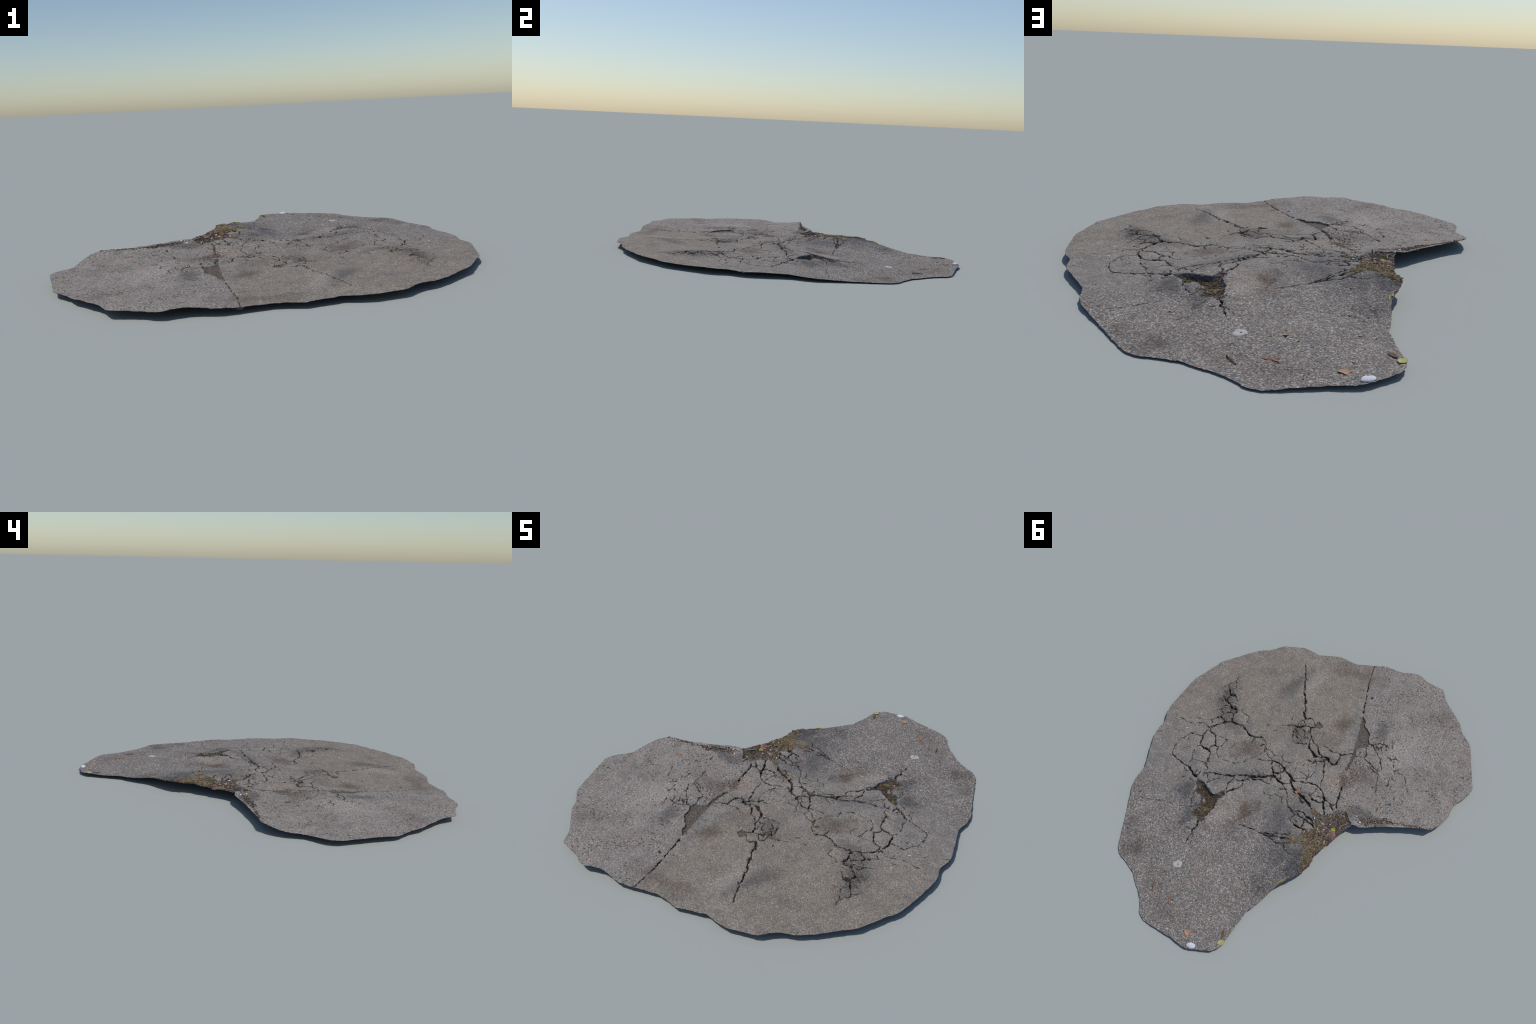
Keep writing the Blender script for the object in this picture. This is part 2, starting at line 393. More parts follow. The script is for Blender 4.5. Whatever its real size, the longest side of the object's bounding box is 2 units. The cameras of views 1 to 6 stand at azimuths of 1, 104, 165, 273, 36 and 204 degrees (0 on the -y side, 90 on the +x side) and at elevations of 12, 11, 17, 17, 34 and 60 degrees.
def rounded(poly, gap=0.004, wobble=0.0, seed=0, closed=True):
    """Catmull-Rom through the given corners, resampled every `gap`, with a little roughness."""
    p = np.asarray(poly, float)
    n = len(p)
    out = []
    for i in range(n if closed else n - 1):
        if closed:
            a, b, c, d = p[i - 1], p[i], p[(i + 1) % n], p[(i + 2) % n]
        else:
            a, b, c, d = p[max(i - 1, 0)], p[i], p[i + 1], p[min(i + 2, n - 1)]
        m = max(1, int(round(np.hypot(*(c - b)) / gap)))
        t = (np.arange(m) / m)[:, None]
        s = 0.55                              # below 1: keeps corners crisp
        t1, t2 = 0.5 * s * (c - a), 0.5 * s * (d - b)
        out.append((2 * t**3 - 3 * t**2 + 1) * b + (t**3 - 2 * t**2 + t) * t1 + (3 * t**2 - 2 * t**3) * c + (t**3 - t**2) * t2)
    if not closed:
        out.append(p[-1:])
    q = np.vstack(out)
    if wobble:
        rng = np.random.default_rng(seed)
        d = np.gradient(q, axis=0)
        d /= np.linalg.norm(d, axis=1)[:, None] + 1e-12
        s = np.r_[0, np.cumsum(np.linalg.norm(np.diff(q, axis=0), axis=1))]
        ph = rng.uniform(0, 6.28, 4)
        o = np.sin(s / 0.0075 + ph[0]) + 0.8 * np.sin(s / 0.0041 + ph[1]) + 0.6 * np.sin(s / 0.0023 + ph[2]) + 1.2 * np.sin(s / 0.013 + ph[3])
        q = q + np.c_[-d[:, 1], d[:, 0]] * (o * wobble)[:, None]
    return q


def segment_field(field, line, half, reach, extra=None, tag=None):
    """Lower `field` to (distance from the line - half width) near the line."""
    for (a, b, ha, hb) in zip(line[:-1], line[1:], half[:-1], half[1:]):
        r = reach + max(ha, hb)
        i0 = max(0, int((min(a[0], b[0]) - r - X0) / STEP))
        i1 = min(NX, int((max(a[0], b[0]) + r - X0) / STEP) + 2)
        j0 = max(0, int((min(a[1], b[1]) - r - Y0) / STEP))
        j1 = min(NY, int((max(a[1], b[1]) + r - Y0) / STEP) + 2)
        if i0 >= i1 or j0 >= j1:
            continue
        x, y = GX[i0:i1, j0:j1], GY[i0:i1, j0:j1]
        ab = b - a
        t = np.clip(((x - a[0]) * ab[0] + (y - a[1]) * ab[1]) / (ab @ ab + 1e-18), 0, 1)
        h = ha + (hb - ha) * t
        d = np.hypot(x - a[0] - t * ab[0], y - a[1] - t * ab[1]) - h
        w = field[i0:i1, j0:j1]
        closer = d < w
        w[closer] = d[closer]
        if extra is not None:
            extra[i0:i1, j0:j1][closer] = h[closer]


GX, GY = np.meshgrid(X0 + np.arange(NX) * STEP, Y0 + np.arange(NY) * STEP, indexing="ij")
mm = 0.001
spots = [tuple(v * mm for v in s) for group in SPOT_HEIGHTS.values() for s in group]


def heave(x, y):
    """Height added by roots under the paving, less the shallow dips between them."""
    z = np.zeros(np.shape(x))
    for crest, high, spread in RIDGES:
        c = np.array(crest) * mm
        d = np.full(np.shape(x), 9.0)
        for a, b in zip(c[:-1], c[1:]):
            t = np.clip(((x - a[0]) * (b - a)[0] + (y - a[1]) * (b - a)[1]) / ((b - a) @ (b - a)), 0, 1)
            d = np.minimum(d, np.hypot(x - a[0] - t * (b - a)[0], y - a[1] - t * (b - a)[1]))
        z = z + high * mm * np.exp(-(d / (spread * mm)) ** 1.5)
    for cx, cy, deep, spread in DIPS:
        z = z - deep * mm * np.exp(-((x - cx * mm) ** 2 + (y - cy * mm) ** 2) / (spread * mm) ** 2)
    return z


spot = np.array(spots)
spot[:, 2] -= heave(spot[:, 0], spot[:, 1])
BASE = thin_plate(spot, 0.008)(GX, GY) + heave(GX, GY) - 0.001

rim = rounded(np.array(RIM) * mm, 0.004, 0.0005, 5)
IN = inside(rim, GX, GY)

# --------------------------------------------------------------------------
# 3. Crack courses become a distance field
# --------------------------------------------------------------------------
CD = np.full((NX, NY), 0.05)       # distance to the nearest crack wall, negative inside
CW = np.zeros((NX, NY))            # half width of that crack
for i, (name, w0, w1, course) in enumerate(CRACKS):
    line = rounded(np.array(course) * mm, 0.003, 0.00075, 100 + i, closed=False)
    t = np.linspace(0, 1, len(line))
    rng = np.random.default_rng(500 + i)
    ph = rng.uniform(0, 6.28, 3)
    s = np.arange(len(line)) * 0.003
    swell = 1 + 0.28 * np.sin(s / 0.009 + ph[0]) + 0.22 * np.sin(s / 0.0047 + ph[1]) + 0.2 * np.sin(s / 0.021 + ph[2])
    half = 0.5 * mm * (w0 + (w1 - w0) * t) * swell * CRACK_WIDTH
    segment_field(CD, line, half, 0.03, CW)

# fine crazing: borders of small irregular cells, only inside the crazed patches
def oval_zone(ovals):
    z = np.zeros((NX, NY))
    for cx, cy, la, lb, turn in ovals:
        ca, sa = math.cos(math.radians(turn)), math.sin(math.radians(turn))
        u = ((GX - cx * mm) * ca + (GY - cy * mm) * sa) / (la * mm)
        v = (-(GX - cx * mm) * sa + (GY - cy * mm) * ca) / (lb * mm)
        z = np.maximum(z, smooth((1.15 - np.hypot(u, v)) / 0.6))
    return z


def cell_borders(cell, seed):
    """Distance to the nearest border of an irregular cell pattern."""
    s = np.random.default_rng(seed).uniform(-0.05, 1.05, (int(2.4 / cell) + 4, int(2.4 / cell) + 4, 2))
    ci, cj = ((GX + 1.1) / cell).astype(int), ((GY + 1.2) / cell).astype(int)
    f1, f2 = np.full((NX, NY), 9.0), np.full((NX, NY), 9.0)
    for di in (-1, 0, 1):
        for dj in (-1, 0, 1):
            sx = (ci + di + s[ci + di, cj + dj, 0]) * cell - 1.1
            sy = (cj + dj + s[ci + di, cj + dj, 1]) * cell - 1.2
            d = np.hypot(GX - sx, GY - sy)
            f2 = np.minimum(np.maximum(f1, d), f2)
            f1 = np.minimum(f1, d)
    return 0.5 * (f2 - f1)


def add_crazing(rift, half):
    fine = rift - half
    fine[half < 0.0004] = 0.05
    closer = fine < CD
    CD[closer], CW[closer] = fine[closer], half[closer]


zone = oval_zone(CRAZE)
rift = cell_borders(0.025, 77)
add_crazing(rift, 0.0014 * zone * smooth((lattice(0.028, 71) + 0.25) / 0.8))
add_crazing(cell_borders(0.062, 78), 0.0015 * oval_zone(HAIRLINES) * smooth((lattice(0.05, 72) + 0.1) / 0.5))
LUMP = zone * smooth(rift / 0.006)


def crumble(field, reach):
    """Shift a field about by a few millimetres so its edges look broken, not drawn."""
    ox = reach * (0.6 * lattice(0.013, 81) + 0.55 * lattice(0.007, 82) + 0.4 * lattice(0.0042, 83)) / STEP
    oy = reach * (0.6 * lattice(0.013, 84) + 0.55 * lattice(0.007, 85) + 0.4 * lattice(0.0042, 86)) / STEP
    i = np.clip(np.arange(NX)[:, None] + ox, 0, NX - 1.001)
    j = np.clip(np.arange(NY)[None] + oy, 0, NY - 1.001)
    a, b_ = i.astype(int), j.astype(int)
    u, v_ = i - a, j - b_
    return (field[a, b_] * (1 - u) + field[a + 1, b_] * u) * (1 - v_) + (field[a, b_ + 1] * (1 - u) + field[a + 1, b_ + 1] * u) * v_


CD, CW, LUMP = crumble(CD, 0.0030), crumble(CW, 0.0030), crumble(LUMP, 0.0030)


def hollow_field(name, wobble, seed):
    f = np.full((NX, NY), 0.06)
    line = rounded(np.array(HOLLOWS[name]) * mm, 0.004, wobble, seed)
    line = np.vstack([line, line[:1]])
    segment_field(f, line, np.zeros(len(line)), 0.05)
    f[inside(line, GX, GY)] *= -1
    return crumble(f, 0.0035)


SOIL = hollow_field("soil", 0.0014, 1)
HOLE = hollow_field("hole", 0.0014, 2)
RECESS = hollow_field("recess", 0.0006, 3)
PITS = np.minimum.reduce([hollow_field("pit%d" % k, 0.0006, 10 + k) for k in range(1, 7)])

PIT_DUST = hollow_field("pit2", 0.001, 12)
# Which panel: the joint runs from the front rim to the soil hole
joint = np.array([(-90, -1040), (-90, -960), (-137, -735), (-160, -590), (-262, -424), (-222, -322),
                  (-217, -230), (-246, -105), (-240, -10), (-275, 40), (-400, 140), (-1000, 140), (-1000, -1040)]) * mm
LEFT = inside(joint, GX, GY)

# --------------------------------------------------------------------------
# 4. Heights
# --------------------------------------------------------------------------
rear = smooth((GY + 0.5 * GX * 0 - 0.15) / 0.35)                    # coarser mix to the rear
relief = 1.3 * lattice(0.085, 1) + 0.9 * lattice(0.04, 2) + 0.6 * lattice(0.02, 3)
grain = 0.30 * lattice(0.009, 4) + 0.34 * lattice(0.0055, 5) + 0.34 * lattice(0.004, 6)
grain = grain * (1 + 0.9 * rear)
pock = np.clip(lattice(0.010, 7) * 0.6 + lattice(0.006, 8) * 0.6 - 0.42, 0, 1) * smooth((lattice(0.12, 9) + 0.35) / 0.5)
pock = pock * np.where(LEFT, 1.0, 0.25) * 5.0
Z = BASE + mm * (relief + grain - np.clip(pock, 0, 2.2))

# every piece of asphalt domes a little and sags toward its cracks
big = np.clip(CW / 0.004, 0.25, 1.6)
Z -= mm * 3.2 * big * np.exp(-np.clip(CD, 0, None) / 0.0065)
Z -= mm * 2.2 * np.clip(big - 0.5, 0, 1) * np.exp(-np.clip(CD, 0, None) / 0.022)
depth = mm * np.clip(1.0 + 1.0 * CW * 2000, 1.5, 10)
Z -= depth * smooth(-CD / np.maximum(CW, 0.0008) * 1.8 + 0.15) * (CD < 0.0008)

Z += mm * 1.8 * (LUMP - zone * 0.7)

# hole among the roots: near-vertical broken walls down to loose soil
hole_floor = thin_plate([(0.459, 0.208, 0.024), (0.411, 0.259, 0.017), (0.38, 0.30, 0.018), (0.345, 0.205, 0.034),
                         (0.37, 0.38, 0.021), (0.495, 0.178, 0.034), (0.42, 0.33, 0.025)], 1e-4)(GX, GY)
rough_soil = mm * (1.1 * lattice(0.012, 20) + 0.8 * lattice(0.006, 21) + 2.0 * lattice(0.035, 22))
lip = mm * (2.0 * lattice(0.009, 23) + 1.5 * lattice(0.005, 24))
k = smooth((0.003 - (HOLE + lip)) / 0.013)
Z = Z * (1 - k) + (hole_floor + rough_soil) * k
Z += mm * 2.0 * np.exp(-np.abs(HOLE - 0.012) / 0.012) * (HOLE > 0)
hole_k = k

# soil bay on the inner rim
soil_floor = thin_plate([(-0.284, 0.141, 0.043), (-0.22, 0.141, 0.046), (-0.172, 0.129, 0.049), (-0.181, 0.234, 0.058),
                         (-0.334, 0.127, 0.051), (-0.305, 0.192, 0.049), (-0.254, 0.323, 0.055), (-0.233, 0.432, 0.058),
                         (-0.26, 0.06, 0.040), (-0.31, 0.05, 0.040), (-0.20, 0.11, 0.044), (-0.17, 0.28, 0.061),
                         (-0.21, 0.36, 0.057)], 1e-4)(GX, GY)
k = smooth((0.001 - (SOIL + lip)) / 0.008)
Z = Z * (1 - k) + (soil_floor + rough_soil) * k
soil_k = k

k = smooth((0.001 - (RECESS + 0.4 * lip)) / 0.006)
Z -= k * (0.008 + 0.4 * rough_soil)
recess_k = k
k = smooth((0.001 - PITS) / 0.005)
Z -= k * 0.007
pit_k = k

# the raised asphalt knob beside the soil bay, and the pale mortar ridge along the recess
Z += mm * 7 * np.exp(-((GX + 0.362) ** 2 + (GY - 0.066) ** 2) / 0.018**2) * (1 - soil_k)
ridge = np.full((NX, NY), 0.05)
rl = rounded(np.array(HOLLOWS["lightline"]) * mm, 0.004, 0.0004, 9, closed=False)
segment_field(ridge, rl, np.full(len(rl), 0.0015), 0.02)
Z += mm * 2.5 * np.exp(-np.clip(ridge, 0, None) / 0.003)

# edge of the slab droops a hair; nothing may sink below the ground line
Z = np.maximum(Z, 0.0022 + 0.25 * mm * (lattice(0.006, 31) + 1))

# --------------------------------------------------------------------------
# 5. Cells of the mesh, sorted into parts
# --------------------------------------------------------------------------


def centre(f):
    return 0.25 * (f[:-1, :-1] + f[1:, :-1] + f[:-1, 1:] + f[1:, 1:])


cell_in = centre(IN.astype(float)) > 0.55
NONE, ASPHALT, CRACK, SOILBED, HOLEBED, SUNKEN, MORTAR = range(7)
kind = np.where(cell_in, ASPHALT, NONE)
kind[cell_in & (centre(CD) < 0.0002)] = CRACK
kind[cell_in & (centre(pit_k) > 0.5)] = CRACK
kind[cell_in & (centre(PIT_DUST) < -0.002)] = SUNKEN
kind[cell_in & (centre(recess_k) > 0.5)] = SUNKEN
kind[cell_in & (centre(ridge) < 0.0)] = MORTAR
kind[cell_in & (centre(soil_k) > 0.8)] = SOILBED
kind[cell_in & (centre(hole_k) > 0.8)] = HOLEBED

# flood the asphalt: pieces fully ringed by cracks are loose chunks
piece = np.zeros(kind.shape, np.int32)
# cracks that all but meet are taken as meeting, and the joint always parts the two panels
asphalt = kind == ASPHALT
left_cell = LEFT[:-1, :-1]
seam = np.zeros(kind.shape, bool)
seam[1:, :] |= left_cell[1:, :] != left_cell[:-1, :]
seam[:, 1:] |= left_cell[:, 1:] != left_cell[:, :-1]
open_ = asphalt & (centre(CD) > 0.0016) & ~seam
flat_open, w_ = open_.ravel(), kind.shape[1]
flat_piece = piece.ravel()
sizes, count = {}, 0
todo = flat_open.tolist()
label = [0] * len(todo)
for start in np.flatnonzero(flat_open).tolist():
    if label[start]:
        continue
    count += 1
    stack, size = [start], 0
    label[start] = count
    while stack:
        c = stack.pop()
        size += 1
        for q in (c - 1, c + 1, c - w_, c + w_):
            if todo[q] and not label[q]:
                label[q] = count
                stack.append(q)
    sizes[count] = size
piece = np.array(label, np.int32).reshape(kind.shape)
small = np.isin(piece, [q for q in sizes if sizes[q] < 90])
piece[small] = 0
for _ in range(40):                 # grow the pieces back over the lips and the tiny bits
    gap = asphalt & (piece == 0)
    if not gap.any():
        break
    for axis, step in ((0, 1), (0, -1), (1, 1), (1, -1)):
        near_ = np.roll(piece, step, axis)
        fill = gap & (piece == 0) & (near_ > 0)
        piece[fill] = near_[fill]
orphan = asphalt & (piece == 0)
labels_, counts_ = np.unique(piece[asphalt & (piece > 0)], return_counts=True)
sizes = dict(zip(labels_.tolist(), counts_.tolist()))

# vertices on the rim slide onto the outline
used = np.zeros((NX, NY), bool)
for dx in (0, 1):
    for dy in (0, 1):
        used[dx:NX - 1 + dx, dy:NY - 1 + dy] |= cell_in
full = np.zeros((NX, NY), int)
for dx in (0, 1):
    for dy in (0, 1):
        full[dx:NX - 1 + dx, dy:NY - 1 + dy] += cell_in
PX, PY = GX.copy(), GY.copy()
border = np.argwhere(used & (full < 4))
loop = np.vstack([rim, rim[:1]])
A, B = loop[:-1], loop[1:]
AB = B - A
for a in range(0, len(border), 500):
    ij = border[a:a + 500]
    p = np.c_[GX[ij[:, 0], ij[:, 1]], GY[ij[:, 0], ij[:, 1]]]
    t = np.clip(((p[:, None] - A) * AB).sum(2) / (AB * AB).sum(1), 0, 1)
    q = A + t[..., None] * AB
    d = ((q - p[:, None]) ** 2).sum(2)
    m = d.argmin(1)
    n = q[np.arange(len(p)), m]
    PX[ij[:, 0], ij[:, 1]], PY[ij[:, 0], ij[:, 1]] = n[:, 0], n[:, 1]


# --------------------------------------------------------------------------
# 6. Materials
# --------------------------------------------------------------------------
class Nodes:
    """Small wrapper for writing node trees as expressions."""

    def __init__(self, name, rough=0.9, spec=0.25):
        self.mat = bpy.data.materials.new(name)
        self.mat.use_nodes = True
        self.t = self.mat.node_tree
        self.t.nodes.clear()
        self.out = self.t.nodes.new("ShaderNodeOutputMaterial")
        self.bsdf = self.t.nodes.new("ShaderNodeBsdfPrincipled")
        self.bsdf.inputs["Roughness"].default_value = rough
        self.bsdf.inputs["Specular IOR Level"].default_value = spec
        self.t.links.new(self.bsdf.outputs[0], self.out.inputs[0])
        self.pos = self.t.nodes.new("ShaderNodeTexCoord").outputs["Object"]

    def set(self, socket, v):
        if isinstance(v, bpy.types.NodeSocket):
            self.t.links.new(v, socket)
        else:
            socket.default_value = v

    def noise(self, scale, detail=3, rough=0.55, vector=None, out="Fac"):
        n = self.t.nodes.new("ShaderNodeTexNoise")
        n.inputs["Scale"].default_value, n.inputs["Detail"].default_value, n.inputs["Roughness"].default_value = scale, detail, rough
        self.set(n.inputs["Vector"], vector or self.pos)
        return n.outputs[out]

    def voronoi(self, scale, out="Color", vector=None, feature="F1"):
        n = self.t.nodes.new("ShaderNodeTexVoronoi")
        n.feature = feature
        n.inputs["Scale"].default_value = scale
        self.set(n.inputs["Vector"], vector or self.pos)
        return n.outputs[out]

    def elsewhere(self):
        """The same coordinates moved well away, for an independent noise."""
        n = self.t.nodes.new("ShaderNodeVectorMath")
        n.operation = "ADD"
        self.set(n.inputs[0], self.pos)
        n.inputs[1].default_value = (7.3, 3.1, 5.7)
        return n.outputs[0]

    def first(self, colour):
        n = self.t.nodes.new("ShaderNodeSeparateColor")
        self.set(n.inputs[0], colour)
        return n.outputs[0]

    def math(self, op, a, b=0.0, clamp=False):
        n = self.t.nodes.new("ShaderNodeMath")
        n.operation, n.use_clamp = op, clamp
        self.set(n.inputs[0], a)
        self.set(n.inputs[1], b)
        return n.outputs[0]

    def span(self, v, a, b, c=0.0, d=1.0, soft=True):
        n = self.t.nodes.new("ShaderNodeMapRange")
        n.interpolation_type = "SMOOTHSTEP" if soft else "LINEAR"
        for s, x in zip(n.inputs[:5], (v, a, b, c, d)):
            self.set(s, x)
        return n.outputs[0]

    def ramp(self, v, stops, mode="LINEAR"):
        n = self.t.nodes.new("ShaderNodeValToRGB")
        n.color_ramp.interpolation = mode
        e = n.color_ramp.elements
        while len(e) < len(stops):
            e.new(0.5)
        for el, (p, c) in zip(e, stops):
            el.position, el.color = p, (*c, 1) if len(c) == 3 else c
        self.set(n.inputs[0], v)
        return n.outputs[0]

    def mix(self, f, a, b, mode="MIX"):
        n = self.t.nodes.new("ShaderNodeMix")
        n.data_type, n.blend_type = "RGBA", mode
        self.set(n.inputs[0], f)
        for s, v in ((n.inputs[6], a), (n.inputs[7], b)):
            self.set(s, (*v, 1) if isinstance(v, tuple) and len(v) == 3 else v)
        return n.outputs[2]

    def grey(self, v):
        n = self.t.nodes.new("ShaderNodeCombineColor")
        for s in n.inputs:
            self.set(s, v)
        return n.outputs[0]

    def patch(self, x, y, rx, ry, turn, strength, ragged):
        """Soft-edged ragged oval patch on the plan."""
        m = self.t.nodes.new("ShaderNodeMapping")
        m.vector_type = "TEXTURE"
        m.inputs["Location"].default_value = (x, y, 0)
        m.inputs["Rotation"].default_value = (0, 0, math.radians(turn))
        m.inputs["Scale"].default_value = (rx, ry, 50)
        self.set(m.inputs["Vector"], self.pos)
        n = self.t.nodes.new("ShaderNodeVectorMath")
        n.operation = "LENGTH"
        self.set(n.inputs[0], m.outputs[0])
        return self.span(self.math("ADD", n.outputs["Value"], ragged), 1.3, 0.15, 0, strength)

    def finish(self, colour, bump=None, distance=0.001, strength=0.6):
        self.set(self.bsdf.inputs["Base Color"], colour)
        if bump is not None:
            b = self.t.nodes.new("ShaderNodeBump")
            b.inputs["Strength"].default_value, b.inputs["Distance"].default_value = strength, distance
            self.set(b.inputs["Height"], bump)
            self.t.links.new(b.outputs[0], self.bsdf.inputs["Normal"])
        return self.mat


def asphalt_material():
    m = Nodes("weathered_asphalt", 0.88, 0.3)
    sep = m.t.nodes.new("ShaderNodeSeparateXYZ")
    m.set(sep.inputs[0], m.pos)
    px, py = sep.outputs[0], sep.outputs[1]
    wide = m.noise(4.5, 4, 0.6)
    mid = m.noise(22, 5, 0.65)
    fine = m.noise(160, 3, 0.7)
    ragged = m.math("ADD", m.math("MULTIPLY", m.math("SUBTRACT", m.noise(13, 7, 0.72), 0.5), 3.4), m.math("MULTIPLY", m.math("SUBTRACT", m.noise(120, 3, 0.7), 0.5), 1.2))
    # binder colour by district: warm front, lilac left panel, neutral coarse rear
    shift = m.math("MULTIPLY", m.math("SUBTRACT", wide, 0.5), 0.35)
    is_rear = m.span(m.math("ADD", py, shift), 0.02, 0.42)
    front = m.math("MULTIPLY", m.span(m.math("ADD", py, shift), 0.0, -0.35), m.span(m.math("ADD", px, shift), -0.22, -0.02))
    left = m.span(m.math("ADD", m.math("ADD", px, m.math("MULTIPLY", py, 0.15)), 0.0), -0.2, -0.27)
    base = m.mix(front, MID_GREY, WARM_GREY)
    base = m.mix(left, base, LILAC_GREY)
    base = m.mix(is_rear, base, REAR_GREY)
    base = m.mix(1.0, base, m.ramp(mid, [(0.25, (0.72, 0.72, 0.73)), (0.5, (1, 1, 1)), (0.75, (1.2, 1.18, 1.16))]), "MULTIPLY")
    # dirt lodged in the surface, in blotches a few centimetres across
    blotch = m.span(m.math("ADD", m.noise(11, 8, 0.72), m.math("MULTIPLY", m.math("SUBTRACT", fine, 0.5), 0.25)), 0.52, 0.70, 0, 0.42)
    base = m.mix(blotch, base, (0.125, 0.097, 0.078))
    pale = m.span(m.noise(7.3, 7, 0.7, m.elsewhere()), 0.54, 0.72, 0, 0.35)
    base = m.mix(pale, base, (0.330, 0.295, 0.262))
    for kind_, x, y, rx, ry, turn, s in STAINS_AND_SHADING:
        base = m.mix(m.patch(x, y, rx, ry, turn, s, ragged), base, STAIN_SHADING_COLOURS[kind_])
    # aggregate: each stone its own tone; the rear mix is coarser and contrastier
    small = m.first(m.voronoi(360))
    large = m.first(m.voronoi(250))
    tone_s = m.ramp(small, [(0.0, (0.62,) * 3), (0.3, (0.82,) * 3), (0.72, (1.08,) * 3), (0.9, (1.35, 1.33, 1.3)), (1.0, (2.0, 1.97, 1.95))])
    tone_l = m.ramp(large, [(0.0, (0.42,) * 3), (0.3, (0.75, 0.74, 0.74)), (0.66, (1.05, 1.04, 1.03)), (0.88, (1.45, 1.44, 1.43)), (1.0, (2.3, 2.3, 2.34))])
    tone = m.mix(m.math("ADD", m.math("MULTIPLY", is_rear, 0.8), 0.12), tone_s, tone_l)
    colour = m.mix(1.0, base, tone, "MULTIPLY")
    hue = m.t.nodes.new("ShaderNodeSeparateColor")
    m.set(hue.inputs[0], m.voronoi(240))
    colour = m.mix(1.0, colour, m.ramp(hue.outputs[1], [(0.0, (0.92, 0.99, 1.08)), (0.35, (1, 1, 1)), (0.7, (1.02, 1.0, 0.97)), (1.0, (1.16, 0.99, 0.90))]), "MULTIPLY")
    colour = m.mix(1.0, colour, m.ramp(fine, [(0.3, (0.7,) * 3), (0.5, (1,) * 3), (0.7, (1.28,) * 3)]), "MULTIPLY")
    # brown grit caught in the surface pores, mostly on the older left panel
    grit = m.span(m.math("ADD", m.noise(95, 2, 0.5), m.math("MULTIPLY", m.math("SUBTRACT", m.noise(9, 3), 0.5), 0.35)), 0.60, 0.68)
    grit = m.math("MULTIPLY", grit, m.math("ADD", m.math("MULTIPLY", left, 0.55), 0.22))
    colour = m.mix(grit, colour, (0.060, 0.042, 0.030))
    height = m.math("ADD", m.math("MULTIPLY", m.voronoi(230, "Distance"), -1.0), m.math("MULTIPLY", fine, 0.7))
    return m.finish(colour, height, 0.0016, 0.55)


def plain_material(name, dark, light, scale=60, speck=None, rough=0.9, bump=0.4, distance=0.001, translucent=0.0):
    m = Nodes(name, rough)
    colour = m.ramp(m.noise(scale, 5, 0.65), [(0.3, dark), (0.7, light)])
    if speck:
        colour = m.mix(m.span(m.first(m.voronoi(scale * 3.5)), 0.78, 0.9), colour, speck)
    mat = m.finish(colour, m.noise(scale * 3, 4), distance, bump)
    if translucent:
        mixer, tr = m.t.nodes.new("ShaderNodeMixShader"), m.t.nodes.new("ShaderNodeBsdfTranslucent")
        m.set(tr.inputs[0], colour)
        mixer.inputs[0].default_value = translucent
        m.t.links.new(m.bsdf.outputs[0], mixer.inputs[1])
        m.t.links.new(tr.outputs[0], mixer.inputs[2])
        m.t.links.new(mixer.outputs[0], m.out.inputs[0])
    return mat


